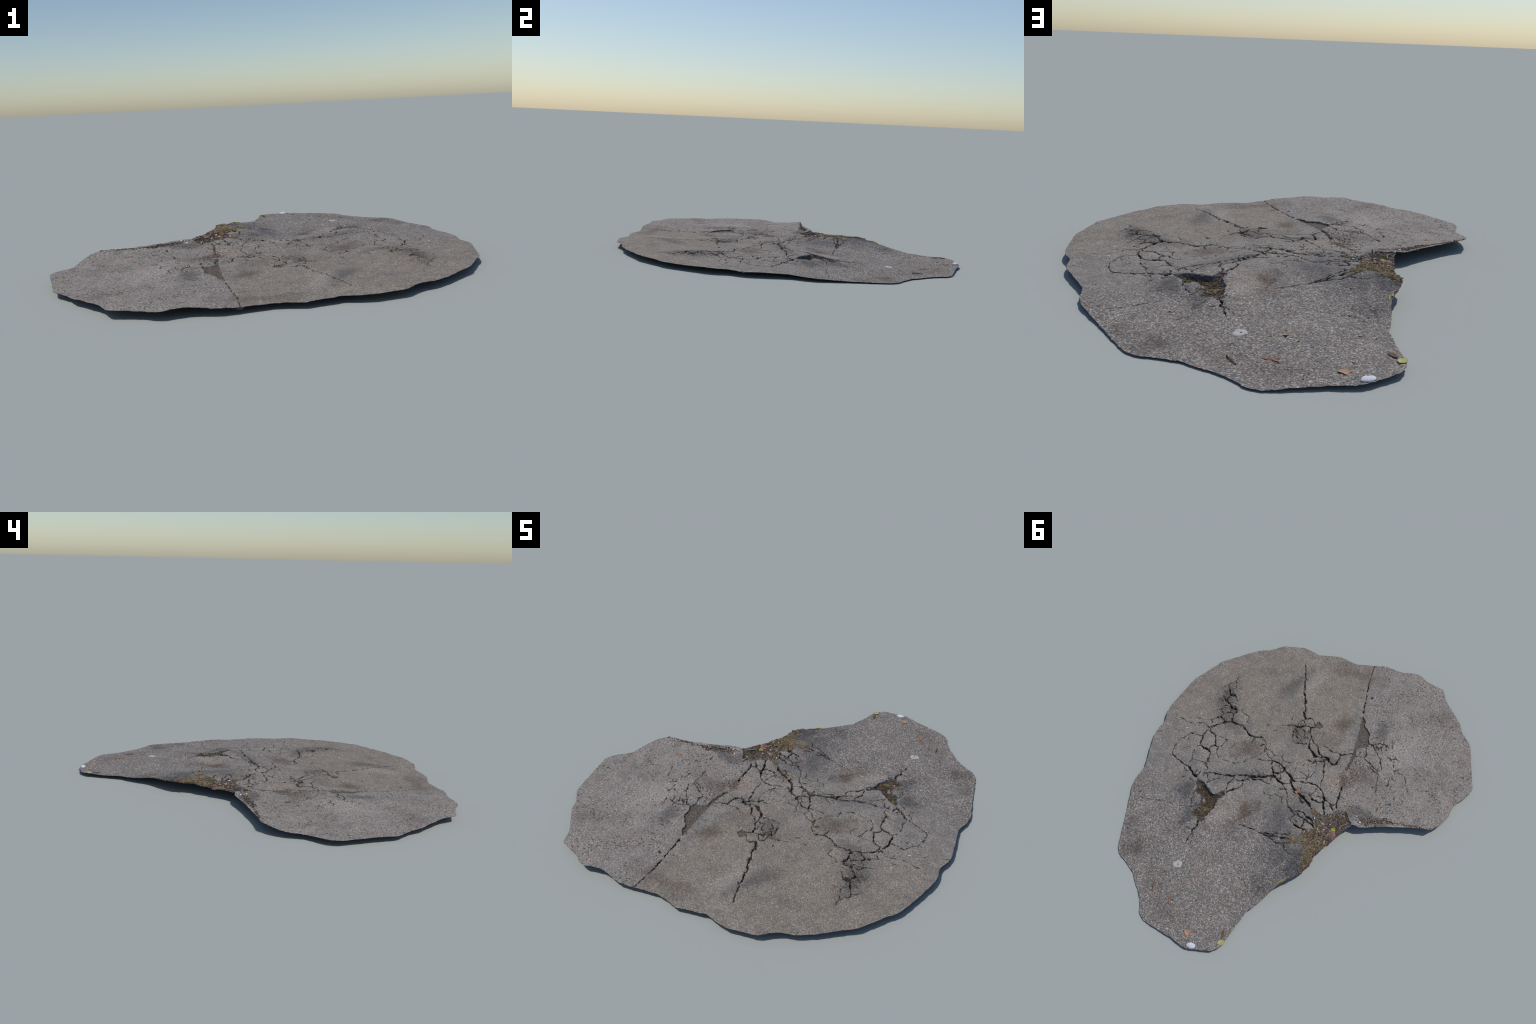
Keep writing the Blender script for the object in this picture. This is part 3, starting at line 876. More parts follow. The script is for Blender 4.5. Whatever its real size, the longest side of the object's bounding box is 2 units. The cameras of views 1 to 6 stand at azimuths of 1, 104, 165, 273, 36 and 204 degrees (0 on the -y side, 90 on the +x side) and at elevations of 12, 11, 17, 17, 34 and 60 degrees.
MAT = {
    "asphalt": asphalt_material(),
    "broken": plain_material("broken_asphalt", (0.028, 0.028, 0.032), (0.085, 0.085, 0.092), 120, (0.16, 0.16, 0.17)),
    "crack": plain_material("crack_dirt", (0.016, 0.012, 0.009), (0.062, 0.048, 0.036), 90, (0.12, 0.085, 0.055)),
    "soil": plain_material("soil", (0.046, 0.036, 0.027), (0.165, 0.130, 0.100), 70, (0.26, 0.22, 0.18), distance=0.003),
    "hole": plain_material("dark_soil", (0.022, 0.015, 0.010), (0.085, 0.06, 0.042), 80, (0.16, 0.12, 0.08), distance=0.003),
    "sunken": plain_material("dusty_asphalt", (0.060, 0.047, 0.037), (0.165, 0.137, 0.112), 95, (0.21, 0.18, 0.155), bump=0.7, distance=0.002),
    "mortar": plain_material("pale_mortar", (0.16, 0.135, 0.11), (0.30, 0.26, 0.215), 90),
    "under": plain_material("asphalt_underside", (0.03, 0.028, 0.026), (0.09, 0.085, 0.08), 60),
    "yellow": plain_material("yellow_leaf", (0.50, 0.42, 0.04), (0.68, 0.60, 0.12), 80, rough=0.6, translucent=0.25),
    "yellow_pale": plain_material("yellow_white_leaf", (0.48, 0.42, 0.05), (0.60, 0.60, 0.38), 35, rough=0.6, translucent=0.25),
    "tan_leaf": plain_material("tan_leaf", (0.42, 0.24, 0.14), (0.58, 0.36, 0.24), 50, rough=0.65, translucent=0.2),
    "brown_leaf": plain_material("brown_leaf", (0.13, 0.065, 0.04), (0.27, 0.14, 0.085), 60, rough=0.7, translucent=0.15),
    "pink_leaf": plain_material("dry_pink_leaf", (0.30, 0.21, 0.16), (0.44, 0.33, 0.26), 60, rough=0.7, translucent=0.15),
    "olive_leaf": plain_material("olive_leaf", (0.11, 0.10, 0.05), (0.20, 0.18, 0.09), 50, rough=0.7, translucent=0.15),
    "orange": plain_material("orange_leaf", (0.38, 0.15, 0.06), (0.50, 0.24, 0.12), 70, rough=0.7, translucent=0.15),
    "green": plain_material("green_sprout", (0.10, 0.22, 0.03), (0.20, 0.36, 0.06), 90, rough=0.6, translucent=0.3),
    "straw": plain_material("straw", (0.21, 0.155, 0.085), (0.46, 0.37, 0.22), 45, rough=0.8),
    "moss": plain_material("dry_moss", (0.11, 0.076, 0.044), (0.26, 0.190, 0.105), 45, rough=0.9),
    "twig": plain_material("grey_twig", (0.26, 0.22, 0.18), (0.44, 0.39, 0.33), 60, rough=0.8),
    "root": plain_material("dark_root", (0.05, 0.038, 0.03), (0.14, 0.11, 0.09), 60, rough=0.85),
    "white_stone": plain_material("white_stone", (0.55, 0.56, 0.60), (0.72, 0.73, 0.77), 40, rough=0.6),
    "orange_stone": plain_material("orange_stone", (0.33, 0.19, 0.12), (0.45, 0.28, 0.19), 60, rough=0.8),
    "red_stone": plain_material("reddish_stone", (0.16, 0.085, 0.07), (0.27, 0.15, 0.125), 45, rough=0.8),
    "gum": plain_material("trodden_gum", (0.38, 0.365, 0.34), (0.52, 0.50, 0.47), 50, rough=0.8),
}

# --------------------------------------------------------------------------
# 7. The slab itself
# --------------------------------------------------------------------------
slab = bpy.data.objects.new("asphalt_slab", None)
bpy.context.scene.collection.objects.link(slab)
slab["label"] = "thin heaved slab of cracked grey asphalt paving with soil pockets"
slab["category"] = "pavement"


def add_object(name, mesh, parent=None, stuff=False):
    ob = bpy.data.objects.new(name, mesh)
    bpy.context.scene.collection.objects.link(ob)
    ob.parent = parent or slab
    if stuff:
        ob["kind"] = "stuff"
    return ob


def mesh_from(name, verts, faces, mats, slots=None, flat=False):
    """faces: (n, 3 or 4) index array."""
    me = bpy.data.meshes.new(name)
    faces = np.asarray(faces, np.int32)
    n, k = faces.shape
    me.vertices.add(len(verts))
    me.vertices.foreach_set("co", np.asarray(verts, np.float32).ravel())
    me.loops.add(n * k)
    me.loops.foreach_set("vertex_index", faces.ravel())
    me.polygons.add(n)
    me.polygons.foreach_set("loop_start", np.arange(0, n * k, k, dtype=np.int32))
    for m in mats:
        me.materials.append(m)
    if slots is not None:
        me.polygons.foreach_set("material_index", np.asarray(slots, np.int32))
    me.polygons.foreach_set("use_smooth", np.full(n, not flat))
    me.update(calc_edges=True)
    me.validate()
    return me


IDX = np.arange(NX * NY).reshape(NX, NY)
QUADS = np.stack([IDX[:-1, :-1], IDX[1:, :-1], IDX[1:, 1:], IDX[:-1, 1:]], -1)
VERTS = np.stack([PX, PY, Z], -1).reshape(-1, 3)


zx, zy = np.gradient(Z, STEP)
NORMALS = np.stack([-zx, -zy, np.ones_like(Z)], -1).reshape(-1, 3)
NORMALS /= np.linalg.norm(NORMALS, axis=1)[:, None]


def surface_part(name, mask, mats, slots=None, stuff=False, whole_normals=False):
    q = QUADS[mask]
    ids, inv = np.unique(q, return_inverse=True)
    me = mesh_from(name, VERTS[ids], inv.reshape(-1, 4), mats, None if slots is None else slots[mask])
    if whole_normals:
        me.normals_split_custom_set_from_vertices(NORMALS[ids].tolist())
    return add_object(name, me, stuff=stuff)


# faces on broken walls take the fresh dark fracture, with wall shade baked into its tone
wall = np.clip(np.maximum(centre(hole_k), centre(soil_k)), 0, 1)
slope = np.maximum(np.abs(np.diff(Z, axis=0)[:, :-1]), np.abs(np.diff(Z, axis=1)[:-1, :]))
wall_slot = ((wall > 0.12) & (slope > 0.0012)).astype(np.int32)
wall_slot[(centre(recess_k) > 0.15) & (centre(recess_k) <= 0.5) & LEFT[:-1, :-1]] = 1

order = sorted(sizes, key=sizes.get, reverse=True)
crumbs = orphan
for rank, lab in enumerate(order):
    name = "asphalt_panel" if sizes[lab] > 60000 else "asphalt_chunk"
    surface_part(name, piece == lab, [MAT["asphalt"], MAT["broken"]], wall_slot, whole_normals=True)
if crumbs.any():
    surface_part("asphalt_crumbs", crumbs, [MAT["asphalt"], MAT["broken"]], wall_slot, stuff=True)
dusty = ((centre(CD) > -0.0016) & (centre(lattice(0.02, 90) + 0.6 * lattice(0.006, 91)) > 0.12)).astype(np.int32)
surface_part("crack_dirt", kind == CRACK, [MAT["crack"], MAT["sunken"]], dusty, stuff=True)
surface_part("soil_bed", kind == SOILBED, [MAT["soil"]])
surface_part("soil_bed", kind == HOLEBED, [MAT["hole"]])
surface_part("joint_recess", kind == SUNKEN, [MAT["sunken"]])
surface_part("mortar_ridge", kind == MORTAR, [MAT["mortar"]])

# underside: follows the lowest of the top, tapering to a thin feathered rim
S = 5
low = Z.copy()
low[~used] = 1.0
nbx, nby = NX // S, NY // S
blocks = low[:nbx * S, :nby * S].reshape(nbx, S, nby, S).min((1, 3))
pad = np.pad(blocks, 2, constant_values=1.0)
blocks = np.minimum.reduce([pad[a:a + nbx, b:b + nby] for a in range(5) for b in range(5)])
bx = X0 + (np.arange(nbx) + 0.5) * S * STEP
by = Y0 + (np.arange(nby) + 0.5) * S * STEP
UX, UY = np.meshgrid(bx, by, indexing="ij")
dn = np.gradient(rim, axis=0)
dn /= np.linalg.norm(dn, axis=1)[:, None]
area = 0.5 * np.sum(rim[:, 0] * np.roll(rim[:, 1], -1) - np.roll(rim[:, 0], -1) * rim[:, 1])
inward = np.c_[-dn[:, 1], dn[:, 0]] * (1 if area > 0 else -1)
inner = rim + inward * 0.009


def sample(field, p):
    i = np.clip(np.round((p[:, 0] - X0) / STEP).astype(int), 0, NX - 1)
    j = np.clip(np.round((p[:, 1] - Y0) / STEP).astype(int), 0, NY - 1)
    return field[i, j]


rim_z = sample(Z, rim)
inner_z = np.maximum(np.minimum(sample(Z, inner), rim_z) - 0.003, 0.0006)
inner_z = np.minimum.reduce([np.roll(inner_z, k) for k in range(-2, 3)])
n = len(rim)
ru = np.arange(n)
skirt_v = np.vstack([np.c_[rim, rim_z], np.c_[rim, np.maximum(rim_z - 0.0012, 0.0004)], np.c_[inner, inner_z]])
nx_ = (ru + 1) % n
skirt_f = np.vstack([np.c_[ru, ru + n, nx_ + n, nx_], np.c_[ru + n, ru + 2 * n, nx_ + 2 * n, nx_ + n]])
uin = inside(inner, UX, UY)
uz = np.maximum(np.where(blocks < 0.5, blocks, 0.01) - 0.002, 0.0006)
ui = np.arange(nbx * nby).reshape(nbx, nby)
uq = np.stack([ui[:-1, :-1], ui[:-1, 1:], ui[1:, 1:], ui[1:, :-1]], -1)
near = uin.copy()
um = near[:-1, :-1] & near[1:, :-1] & near[:-1, 1:] & near[1:, 1:]
# stitch: border cells reach to the inner ring by moving border vertices onto it
uv = np.stack([UX, UY, uz], -1)
cnt = np.zeros(UX.shape, int)
for a in (0, 1):
    for b in (0, 1):
        cnt[a:nbx - 1 + a, b:nby - 1 + b] += um
edge_ij = np.argwhere((cnt > 0) & (cnt < 4))
for (i, j) in edge_ij:
    d = (inner[:, 0] - UX[i, j]) ** 2 + (inner[:, 1] - UY[i, j]) ** 2
    m = int(d.argmin())
    uv[i, j] = (*inner[m], inner_z[m])
ids, inv = np.unique(uq[um], return_inverse=True)
under_v = np.vstack([skirt_v, uv.reshape(-1, 3)[ids]])
under_f = np.vstack([skirt_f, inv.reshape(-1, 4) + len(skirt_v)])
add_object("slab_underside", mesh_from("slab_underside", under_v, under_f, [MAT["under"]]))

# --------------------------------------------------------------------------
# 8. Litter lying on the slab
# --------------------------------------------------------------------------


def top(x, y):
    return float(sample(Z, np.array([[x, y]]))[0])


def leaf_mesh(name, length, width, mat, curl=0.25, ragged=0.15, seed=0, cup=0.2):
    """Thin leaf blade: pointed oval, curled along its length, cupped across."""
    rng = np.random.default_rng(seed)
    nu, nv = 13, 7
    ph = rng.uniform(0, 6.28, 3)
    v = []
    for i in range(nu):
        t = i / (nu - 1)
        w = width * 0.5 * max(math.sin(math.pi * t ** 0.85), 0.03)
        w *= 1 + ragged * math.sin(9 * t + ph[0]) + ragged * math.sin(17 * t + ph[1])
        for j in range(nv):
            s = 2 * j / (nv - 1) - 1
            v.append(((t - 0.5) * length, s * w, length * curl * (t - 0.45) ** 2 + cup * abs(s) * w * (0.6 + 0.5 * math.sin(6 * t + ph[2]))))
    v = np.array(v)
    v[:, 2] -= v[:, 2].min()
    under = v - (0, 0, 0.0006)
    f = []
    N = len(v)
    for i in range(nu - 1):
        for j in range(nv - 1):
            a, b, c, d = i * nv + j, (i + 1) * nv + j, (i + 1) * nv + j + 1, i * nv + j + 1
            f += [(a, b, c, d), (d + N, c + N, b + N, a + N)]
    ring = [j for j in range(nv)] + [i * nv + nv - 1 for i in range(1, nu)] + [(nu - 1) * nv + j for j in range(nv - 2, -1, -1)] + [i * nv for i in range(nu - 2, 0, -1)]
    for a, b in zip(ring, ring[1:] + ring[:1]):
        f.append((b, a, a + N, b + N))
    return mesh_from(name, np.vstack([v, under]), f, [mat])


def place(name, me, x, y, turn, lift=0.001, tilt=(0, 0), parent=None):
    ob = add_object(name, me, parent)
    ob.location = (x, y, top(x, y) + lift)
    ob.rotation_euler = (tilt[0], tilt[1], math.radians(turn))
    return ob


LEAVES = [  # x, y, length, width, turn, material, curl
    (-0.284, 0.145, 0.030, 0.024, 20, "yellow", 0.2),
    (0.142, 0.928, 0.040, 0.028, 170, "tan_leaf", 0.25),
    (-0.026, 0.905, 0.040, 0.028, 40, "yellow_pale", 0.3),
    (-0.016, 0.868, 0.044, 0.013, 105, "brown_leaf", 0.5),
    (-0.024, 0.028, 0.026, 0.014, 130, "orange", 0.3),
    (-0.039, 0.037, 0.020, 0.010, 110, "orange", 0.4),
    (-0.186, 0.232, 0.042, 0.020, 140, "brown_leaf", 0.5),
    (-0.172, 0.245, 0.034, 0.016, 100, "brown_leaf", 0.4),
    (0.403, 0.268, 0.034, 0.014, 120, "pink_leaf", 0.4),
    (0.372, 0.310, 0.048, 0.028, 205, "olive_leaf", 0.2),
    (0.347, 0.296, 0.016, 0.008, 60, "orange", 0.3),
    (-0.399, -0.177, 0.032, 0.010, 100, "brown_leaf", 0.4),
    (-0.445, -0.063, 0.032, 0.010, 95, "brown_leaf", 0.4),
    (0.317, 0.806, 0.016, 0.012, 30, "orange", 0.3),
    (0.297, 0.828, 0.040, 0.008, 125, "orange", 0.6),
    (0.235, 0.688, 0.028, 0.014, 80, "pink_leaf", 0.7),
    (-0.606, -0.140, 0.020, 0.008, 150, "orange", 0.3),
    (-0.590, -0.133, 0.014, 0.006, 40, "orange", 0.3),
    (0.526, 0.436, 0.024, 0.010, 160, "pink_leaf", 0.5),
    (-0.074, 0.572, 0.018, 0.009, 140, "pink_leaf", 0.3),
    (0.020, 0.720, 0.022, 0.010, 20, "pink_leaf", 0.5),
    (0.100, 0.880, 0.020, 0.010, 60, "pink_leaf", 0.4),
    (0.208, 0.728, 0.010, 0.007, 60, "green", 0.2),
    (0.279, 0.683, 0.012, 0.006, 10, "green", 0.2),
    (0.457, 0.212, 0.014, 0.009, 40, "green", 0.4),
    (0.462, 0.206, 0.013, 0.008, 150, "green", 0.4),
    (-0.783, -0.509, 0.010, 0.007, 10, "yellow", 0.2),
    (0.026, -0.623, 0.008, 0.004, 10, "yellow", 0.2),
    (-0.222, -0.244, 0.018, 0.006, 140, "orange", 0.3),
    (-0.236, -0.228, 0.018, 0.005, 110, "tan_leaf", 0.3),
]
for i, (x, y, l, w, turn, mat, curl) in enumerate(LEAVES):
    place("leaf", leaf_mesh("leaf", l, w, MAT[mat], curl, 0.12, i, 0.25), x, y, turn)


def tube_mesh(name, points, r0, r1, mat, sides=6):
    p = [Vector(q) for q in points]
    v, f = [], []
    for i, q in enumerate(p):
        d = (p[min(i + 1, len(p) - 1)] - p[max(i - 1, 0)]).normalized()
        a = d.orthogonal().normalized()
        b = d.cross(a)
        r = r0 + (r1 - r0) * i / (len(p) - 1)
        for k_ in range(sides):
            an = 2 * math.pi * k_ / sides
            v.append(q + (a * math.cos(an) + b * math.sin(an)) * r)
    for i in range(len(p) - 1):
        for k_ in range(sides):
            f.append((i * sides + k_, i * sides + (k_ + 1) % sides, (i + 1) * sides + (k_ + 1) % sides, (i + 1) * sides + k_))
    return mesh_from(name, np.array([tuple(c) for c in v]), f, [mat])


TWIGS = [  # course, radius, material, lift of the middle
    ([(0.626, -0.258), (0.600, -0.277), (0.570, -0.301), (0.543, -0.305), (0.511, -0.306)], 0.0021, "twig", 0.004),
    ([(-0.297, 0.004), (-0.291, 0.03), (-0.285, 0.058)], 0.0028, "straw", 0.008),
    ([(-0.308, 0.128), (-0.316, 0.108), (-0.328, 0.098), (-0.340, 0.082)], 0.0026, "twig", 0.004),
    ([(0.484, -0.172), (0.480, -0.150), (0.472, -0.130)], 0.0012, "straw", 0.002),
    ([(0.753, 0.460), (0.735, 0.440), (0.717, 0.416)], 0.0011, "straw", 0.002),
    ([(0.524, 0.505), (0.500, 0.502), (0.472, 0.489)], 0.0012, "straw", 0.002),
    ([(0.462, 0.420), (0.430, 0.405), (0.396, 0.373)], 0.0011, "straw", 0.002),
    ([(0.009, 0.580), (0.000, 0.592), (-0.014, 0.604)], 0.0016, "straw", 0.002),
    ([(0.418, 0.766), (0.412, 0.790), (0.402, 0.818)], 0.0024, "brown_leaf", 0.002),
    ([(0.440, 0.324), (0.418, 0.305), (0.394, 0.286)], 0.0014, "straw", 0.006),
    ([(0.432, 0.300), (0.410, 0.312), (0.385, 0.318)], 0.0012, "straw", 0.005),
    ([(-0.142, 0.534), (-0.150, 0.522), (-0.162, 0.505)], 0.0022, "yellow", 0.002),
    ([(-0.160, 0.520), (-0.175, 0.492), (-0.190, 0.478)], 0.0030, "straw", 0.003),
    ([(-0.078, -0.763), (-0.092, -0.767), (-0.107, -0.772)], 0.0016, "pink_leaf", 0.002),
    ([(-0.326, 0.002), (-0.360, 0.012), (-0.405, 0.028)], 0.0014, "straw", 0.003),
    ([(-0.284, 0.150), (-0.274, 0.158), (-0.262, 0.169)], 0.0009, "yellow", 0.001),
    ([(-0.02, 0.055), (-0.04, 0.050), (-0.062, 0.050)], 0.0012, "straw", 0.003),
    ([(-0.405, -0.700), (-0.420, -0.690), (-0.428, -0.672)], 0.0012, "twig", 0.002),
]
for i, (course, r, mat, rise) in enumerate(TWIGS):
    c = rounded(np.array(course), 0.004, 0.0002, 700 + i, closed=False)
    t = np.linspace(0, 1, len(c))
    z = np.array([top(*q) for q in c])
    z = np.maximum(z, np.interp(t, [0, 1], [z[0], z[-1]])) + r * 0.7 + rise * np.sin(math.pi * t)
    add_object("twig", tube_mesh("twig", np.c_[c, z], r, r * 0.6, MAT[mat]))


def stone_mesh(name, sx, sy, sz, mat, seed, rough=0.18, sub=3):
    bm = bmesh.new()
    bmesh.ops.create_icosphere(bm, subdivisions=sub, radius=1)
    for v in bm.verts:
        k_ = 1 + rough * mnoise.noise(v.co * 1.3 + Vector((seed * 3.7, 0, 0))) + 0.4 * rough * mnoise.noise(v.co * 3.1 + Vector((0, seed * 2.3, 0)))
        v.co = Vector((v.co.x * sx, v.co.y * sy, v.co.z * sz)) * k_
    me = bpy.data.meshes.new(name)
    bm.to_mesh(me)
    bm.free()
    me.materials.append(mat)
    me.polygons.foreach_set("use_smooth", np.full(len(me.polygons), True))
    return me


STONES = [  # x, y, half sizes, turn, material, sink
    (0.098, 0.977, 0.022, 0.014, 0.006, 12, "white_stone", 0.0015),
    (-0.222, 0.141, 0.010, 0.009, 0.006, 20, "orange_stone", 0.001),
    (-0.290, 0.180, 0.028, 0.018, 0.005, 120, "red_stone", 0.0025),
    (-0.172, 0.129, 0.0075, 0.003, 0.003, 120, "white_stone", 0.0),
    (-0.364, 0.025, 0.005, 0.004, 0.004, 0, "white_stone", 0.0),
    (-0.258, 0.125, 0.006, 0.004, 0.003, 10, "gum", 0.0),
    (-0.303, 0.051, 0.007, 0.006, 0.004, 0, "pink_leaf", 0.0),
    (-0.392, 0.052, 0.006, 0.005, 0.004, 30, "white_stone", 0.0),
    (0.301, -0.310, 0.009, 0.008, 0.004, 0, "red_stone", 0.001),
    (0.676, -0.212, 0.005, 0.003, 0.002, 60, "white_stone", 0.0),
    (0.703, -0.094, 0.008, 0.002, 0.001, 20, "white_stone", 0.0),  # white scratch on the asphalt, built as a thin raised chip
    (0.555, -0.192, 0.006, 0.004, 0.004, 0, "orange", 0.0),
    (0.237, 0.061, 0.007, 0.005, 0.004, 30, "pink_leaf", 0.0),
    (0.090, 0.040, 0.006, 0.005, 0.004, 0, "straw", 0.0),
    (-0.240, 0.170, 0.006, 0.005, 0.004, 0, "gum", 0.0),
    (-0.205, 0.120, 0.006, 0.004, 0.004, 0, "broken", 0.0),
    (0.380, 0.345, 0.005, 0.004, 0.003, 0, "sunken", 0.0),
    (0.402, 0.330, 0.004, 0.003, 0.003, 0, "gum", 0.0),
]
for i, (x, y, a, b, c, turn, mat, sink) in enumerate(STONES):
    place("stone", stone_mesh("stone", a, b, c, MAT[mat], i + 1), x, y, turn, c * 0.45 - sink)

# trodden gum: a flat irregular disc, its hole only a dark lump set on top
gx, gy = 0.357, 0.641
v, f, rings, spokes = [], [], 7, 40
for r_ in range(rings + 1):
    for s_ in range(spokes):
        an = 2 * math.pi * s_ / spokes
        rad = 0.0225 * (1 + 0.10 * math.sin(2 * an + 0.6) + 0.06 * math.sin(3 * an) + 0.05 * math.sin(5 * an + 1)) * r_ / rings
        x, y = gx + rad * math.cos(an), gy + rad * math.sin(an)
        v.append((x, y, top(x, y) + (0.0016 if r_ < rings else -0.0012)))
for r_ in range(rings):
    for s_ in range(spokes):
        a, b = r_ * spokes + s_, r_ * spokes + (s_ + 1) % spokes
        f.append((a, a + spokes, b + spokes, b))
add_object("gum_spot", mesh_from("gum_spot", np.array(v), f, [MAT["gum"]]))
place("gum_dark_dot", stone_mesh("gum_dark_dot", 0.0035, 0.0028, 0.0012, MAT["crack"], 77), gx - 0.004, gy + 0.001, 0, 0.0014)


def pick(poly_field, depth_, n, seed, box):
    """Random points at least depth_ inside a hollow."""
    rng = np.random.default_rng(seed)
    out = []
    while len(out) < n:
        x, y = rng.uniform(box[0], box[1]), rng.uniform(box[2], box[3])
        p = np.array([[x, y]])
        if sample(poly_field, p)[0] < -depth_ and sample(IN, p)[0]:
            out.append((x, y))
    return np.array(out)


def fibres(name, pts, length, radius, mat, seed, rise=0.5, turn=None):
    """Many short bent stalks as one mesh."""
    rng = np.random.default_rng(seed)
    V, F = [], []
    pts = np.asarray(pts)
    r_ = 0.45 * length
    pts = pts[np.all([sample(IN, pts + np.array(o)) for o in ((r_, 0), (-r_, 0), (0, r_), (0, -r_))], axis=0)]
    for n_, (x, y) in enumerate(pts):
        L = length * rng.uniform(0.5, 1.4)
        an = rng.uniform(0, 6.28) if turn is None else turn + rng.normal(0, 0.6)
        bend = rng.normal(0, 1.0)
        z0 = top(x, y)
        lift = L * rise * rng.uniform(0, 1)
        for k_ in range(5):
            t = k_ / 4
            a2 = an + bend * t
            cx, cy = x + math.cos(a2) * L * (t - 0.5), y + math.sin(a2) * L * (t - 0.5)
            cz = z0 + 0.001 + lift * math.sin(math.pi * (0.15 + 0.85 * t) * 0.75)
            r_ = radius * (1.1 - 0.7 * t)
            for s_ in range(3):
                q = 2.094 * s_
                V.append((cx - math.sin(a2) * math.cos(q) * r_, cy + math.cos(a2) * math.cos(q) * r_, cz + math.sin(q) * r_))
        o = n_ * 15
        for k_ in range(4):
            for s_ in range(3):
                a, b = o + k_ * 3 + s_, o + k_ * 3 + (s_ + 1) % 3
                F.append((a, b, b + 3, a + 3))
    return add_object(name, mesh_from(name, np.array(V), F, [mat]), stuff=True)


def flakes(name, pts, size, mats, seed, lift=0.001):
    """Crumbled leaf bits and grit, each a small bent chip with thickness."""
    rng = np.random.default_rng(seed)
    V, F, M = [], [], []
    for (x, y) in pts:
        s = size * rng.uniform(0.5, 1.5)
        w = s * rng.uniform(0.35, 0.8)
        an, h = rng.uniform(0, 6.28), s * rng.uniform(-0.25, 0.3)
        ca, sa = math.cos(an), math.sin(an)
        z0 = top(x, y) + lift
        o = len(V)
        for (u, v_, z_) in ((-1, -0.5, 0), (-0.2, -1, 0.5), (0.9, -0.7, 0.2), (1, 0.4, 0), (0.1, 1, 0.6), (-0.8, 0.6, 0.1)):
            u, v_ = u * s * 0.5 * rng.uniform(0.8, 1.2), v_ * w * 0.5 * rng.uniform(0.8, 1.2)
            px, py = x + u * ca - v_ * sa, y + u * sa + v_ * ca
            V.append((px, py, z0 + h * z_ + 0.0012))
            V.append((px, py, z0 + h * z_))
        m_ = rng.integers(len(mats))
        for a, b, c, d in ((0, 2, 4, 6), (0, 6, 8, 10)):
            F += [(o + a, o + b, o + c, o + d), (o + d + 1, o + c + 1, o + b + 1, o + a + 1)]
            M += [m_, m_]
        for k_ in range(6):
            a, b = o + 2 * k_, o + 2 * ((k_ + 1) % 6)
            F.append((a + 1, b + 1, b, a))
            M.append(m_)
    return add_object(name, mesh_from(name, np.array(V), F, mats, M, flat=True), stuff=True)


soil_pts = pick(SOIL, 0.004, 900, 41, (-0.37, -0.14, 0.02, 0.46))
moss_zone = soil_pts[soil_pts[:, 1] > 0.20 + 0.2 * np.abs(soil_pts[:, 0] + 0.2)]
fibres("dry_moss", moss_zone + RNG.normal(0, 0.006, (len(moss_zone), 2)), 0.016, 0.0010, MAT["moss"], 42, 0.2)
fibres("straw_litter", moss_zone[::2] + RNG.normal(0, 0.008, (len(moss_zone[::2]), 2)), 0.022, 0.0009, MAT["straw"], 43, 0.22)
tufts = [(-0.121, 0.292, 90, 0.012), (-0.153, 0.094, 45, 0.007), (-0.178, 0.275, 80, 0.012), (-0.212, 0.300, 70, 0.012), (-0.245, 0.265, 60, 0.014), (-0.212, 0.345, 50, 0.012)]
fibres("straw_tuft", np.vstack([RNG.normal((x, y), s, (n_, 2)) for x, y, n_, s in tufts]), 0.020, 0.0011, MAT["straw"], 44, 0.3)
fibres("hole_straw", pick(HOLE, 0.006, 60, 45, (0.31, 0.5, 0.16, 0.40)), 0.018, 0.0008, MAT["straw"], 46, 0.3)
fibres("root_hairs", pick(SOIL, 0.004, 70, 47, (-0.35, -0.26, 0.03, 0.16)), 0.020, 0.0009, MAT["root"], 48, 0.3)

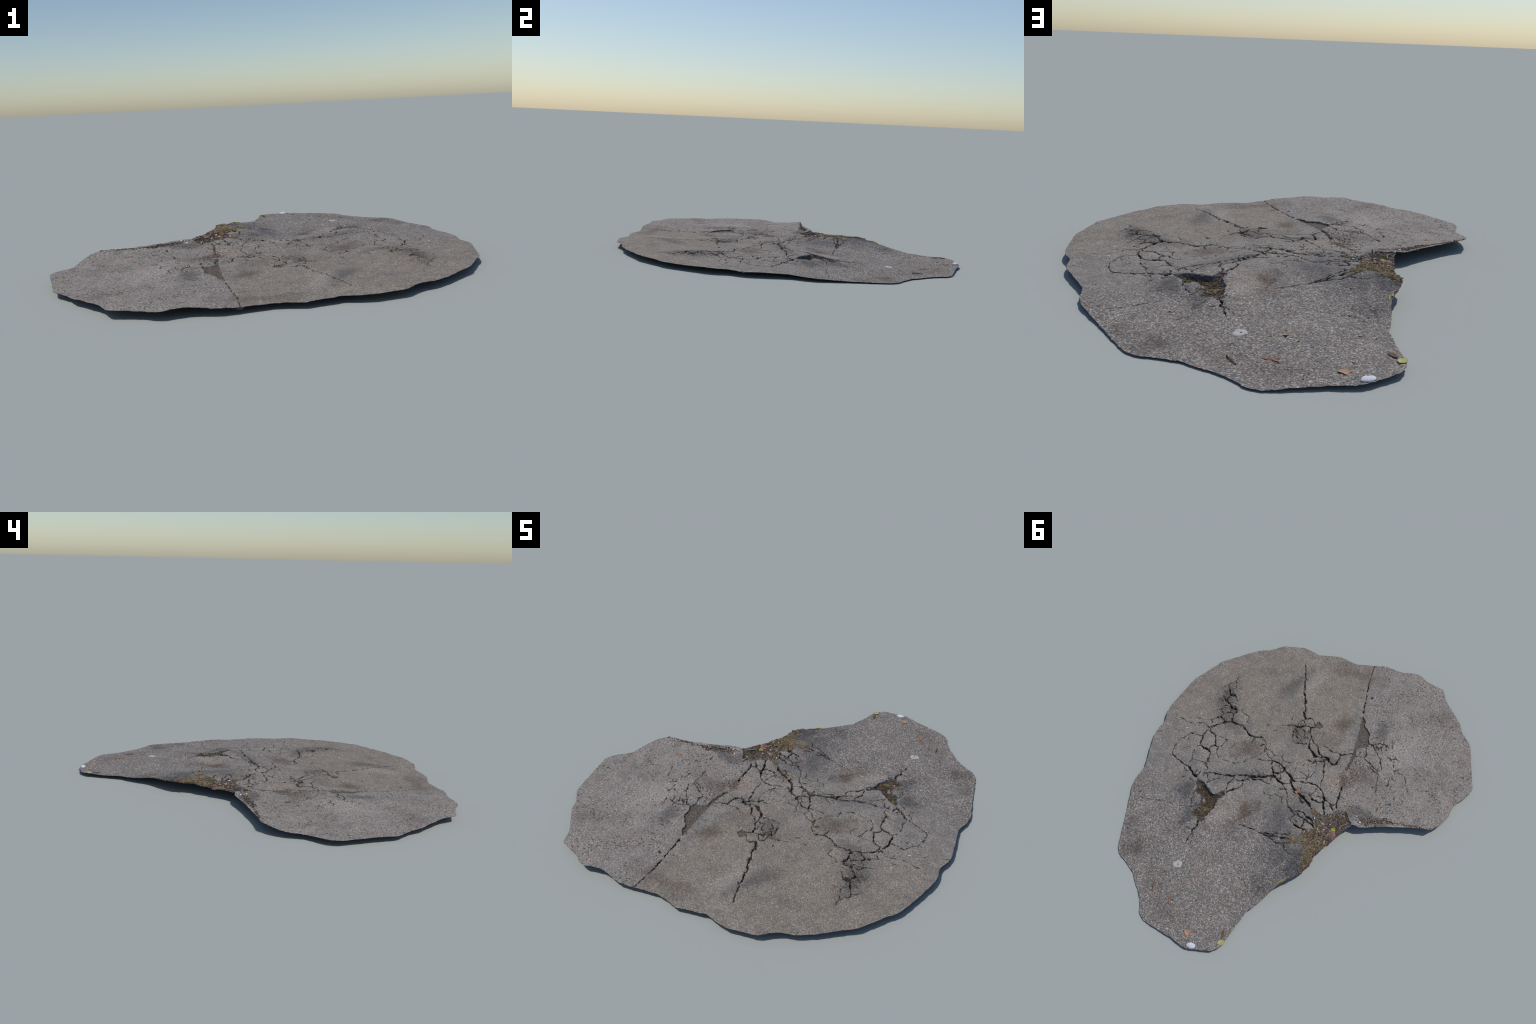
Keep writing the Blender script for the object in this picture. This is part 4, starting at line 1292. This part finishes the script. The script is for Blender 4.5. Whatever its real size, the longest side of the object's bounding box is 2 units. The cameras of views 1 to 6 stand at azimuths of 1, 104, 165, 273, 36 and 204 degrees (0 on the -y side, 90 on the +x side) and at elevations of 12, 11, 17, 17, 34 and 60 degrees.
brown_mix = [MAT["brown_leaf"], MAT["root"], MAT["soil"], MAT["hole"], MAT["root"], MAT["straw"], MAT["pink_leaf"], MAT["soil"]]
flakes("leaf_litter", soil_pts[(soil_pts[:, 1] > 0.16)], 0.0085, brown_mix, 51, 0.002)
flakes("soil_crumbs", pick(SOIL, 0.004, 260, 52, (-0.36, -0.14, 0.02, 0.25)), 0.006, [MAT["soil"], MAT["root"], MAT["sunken"], MAT["hole"], MAT["sunken"], MAT["broken"]], 53)
flakes("hole_crumbs", pick(HOLE, 0.006, 170, 54, (0.31, 0.5, 0.16, 0.40)), 0.006, [MAT["hole"], MAT["root"], MAT["sunken"], MAT["brown_leaf"]], 55)
rim_mix = [MAT["root"], MAT["brown_leaf"], MAT["crack"], MAT["soil"], MAT["hole"], MAT["pink_leaf"]]
# leaf drift along the back rim of the left panel
t = RNG.uniform(0, 1, 200)
drift = np.c_[-0.375 - 0.16 * t, 0.060 - 0.068 * t] + np.c_[RNG.normal(0, 0.010, 200), -np.abs(RNG.normal(0, 0.016, 200))]
drift = drift[sample(IN, drift)]
flakes("rim_litter", drift, 0.007, rim_mix, 56)
t = RNG.uniform(0, 1, 80)
drift = np.c_[-0.53 - 0.21 * t, -0.008 - 0.062 * t] + np.c_[RNG.normal(0, 0.006, 80), -np.abs(RNG.normal(0, 0.006, 80))]
drift = drift[sample(IN, drift)]
flakes("rim_litter", drift, 0.006, rim_mix, 57)
# grit strewn thinly everywhere, thicker on the older left panel and by the joint
n_ = 900
strew = np.c_[RNG.uniform(-0.86, 0.86, n_), RNG.uniform(-1, 1, n_)]
strew = strew[sample(IN, strew) & ((strew[:, 0] < -0.2) | (RNG.uniform(0, 1, n_) < 0.45))]
flakes("grit", strew, 0.0042, [MAT["brown_leaf"], MAT["sunken"], MAT["root"], MAT["brown_leaf"], MAT["gum"], MAT["root"]], 58, 0.0)
near_joint = RNG.normal((-0.235, -0.19), (0.035, 0.07), (240, 2))
flakes("grit", near_joint[sample(IN, near_joint)], 0.005, [MAT["brown_leaf"], MAT["root"], MAT["sunken"]], 59, 0.0)

slab.location = (0, 0, 0)
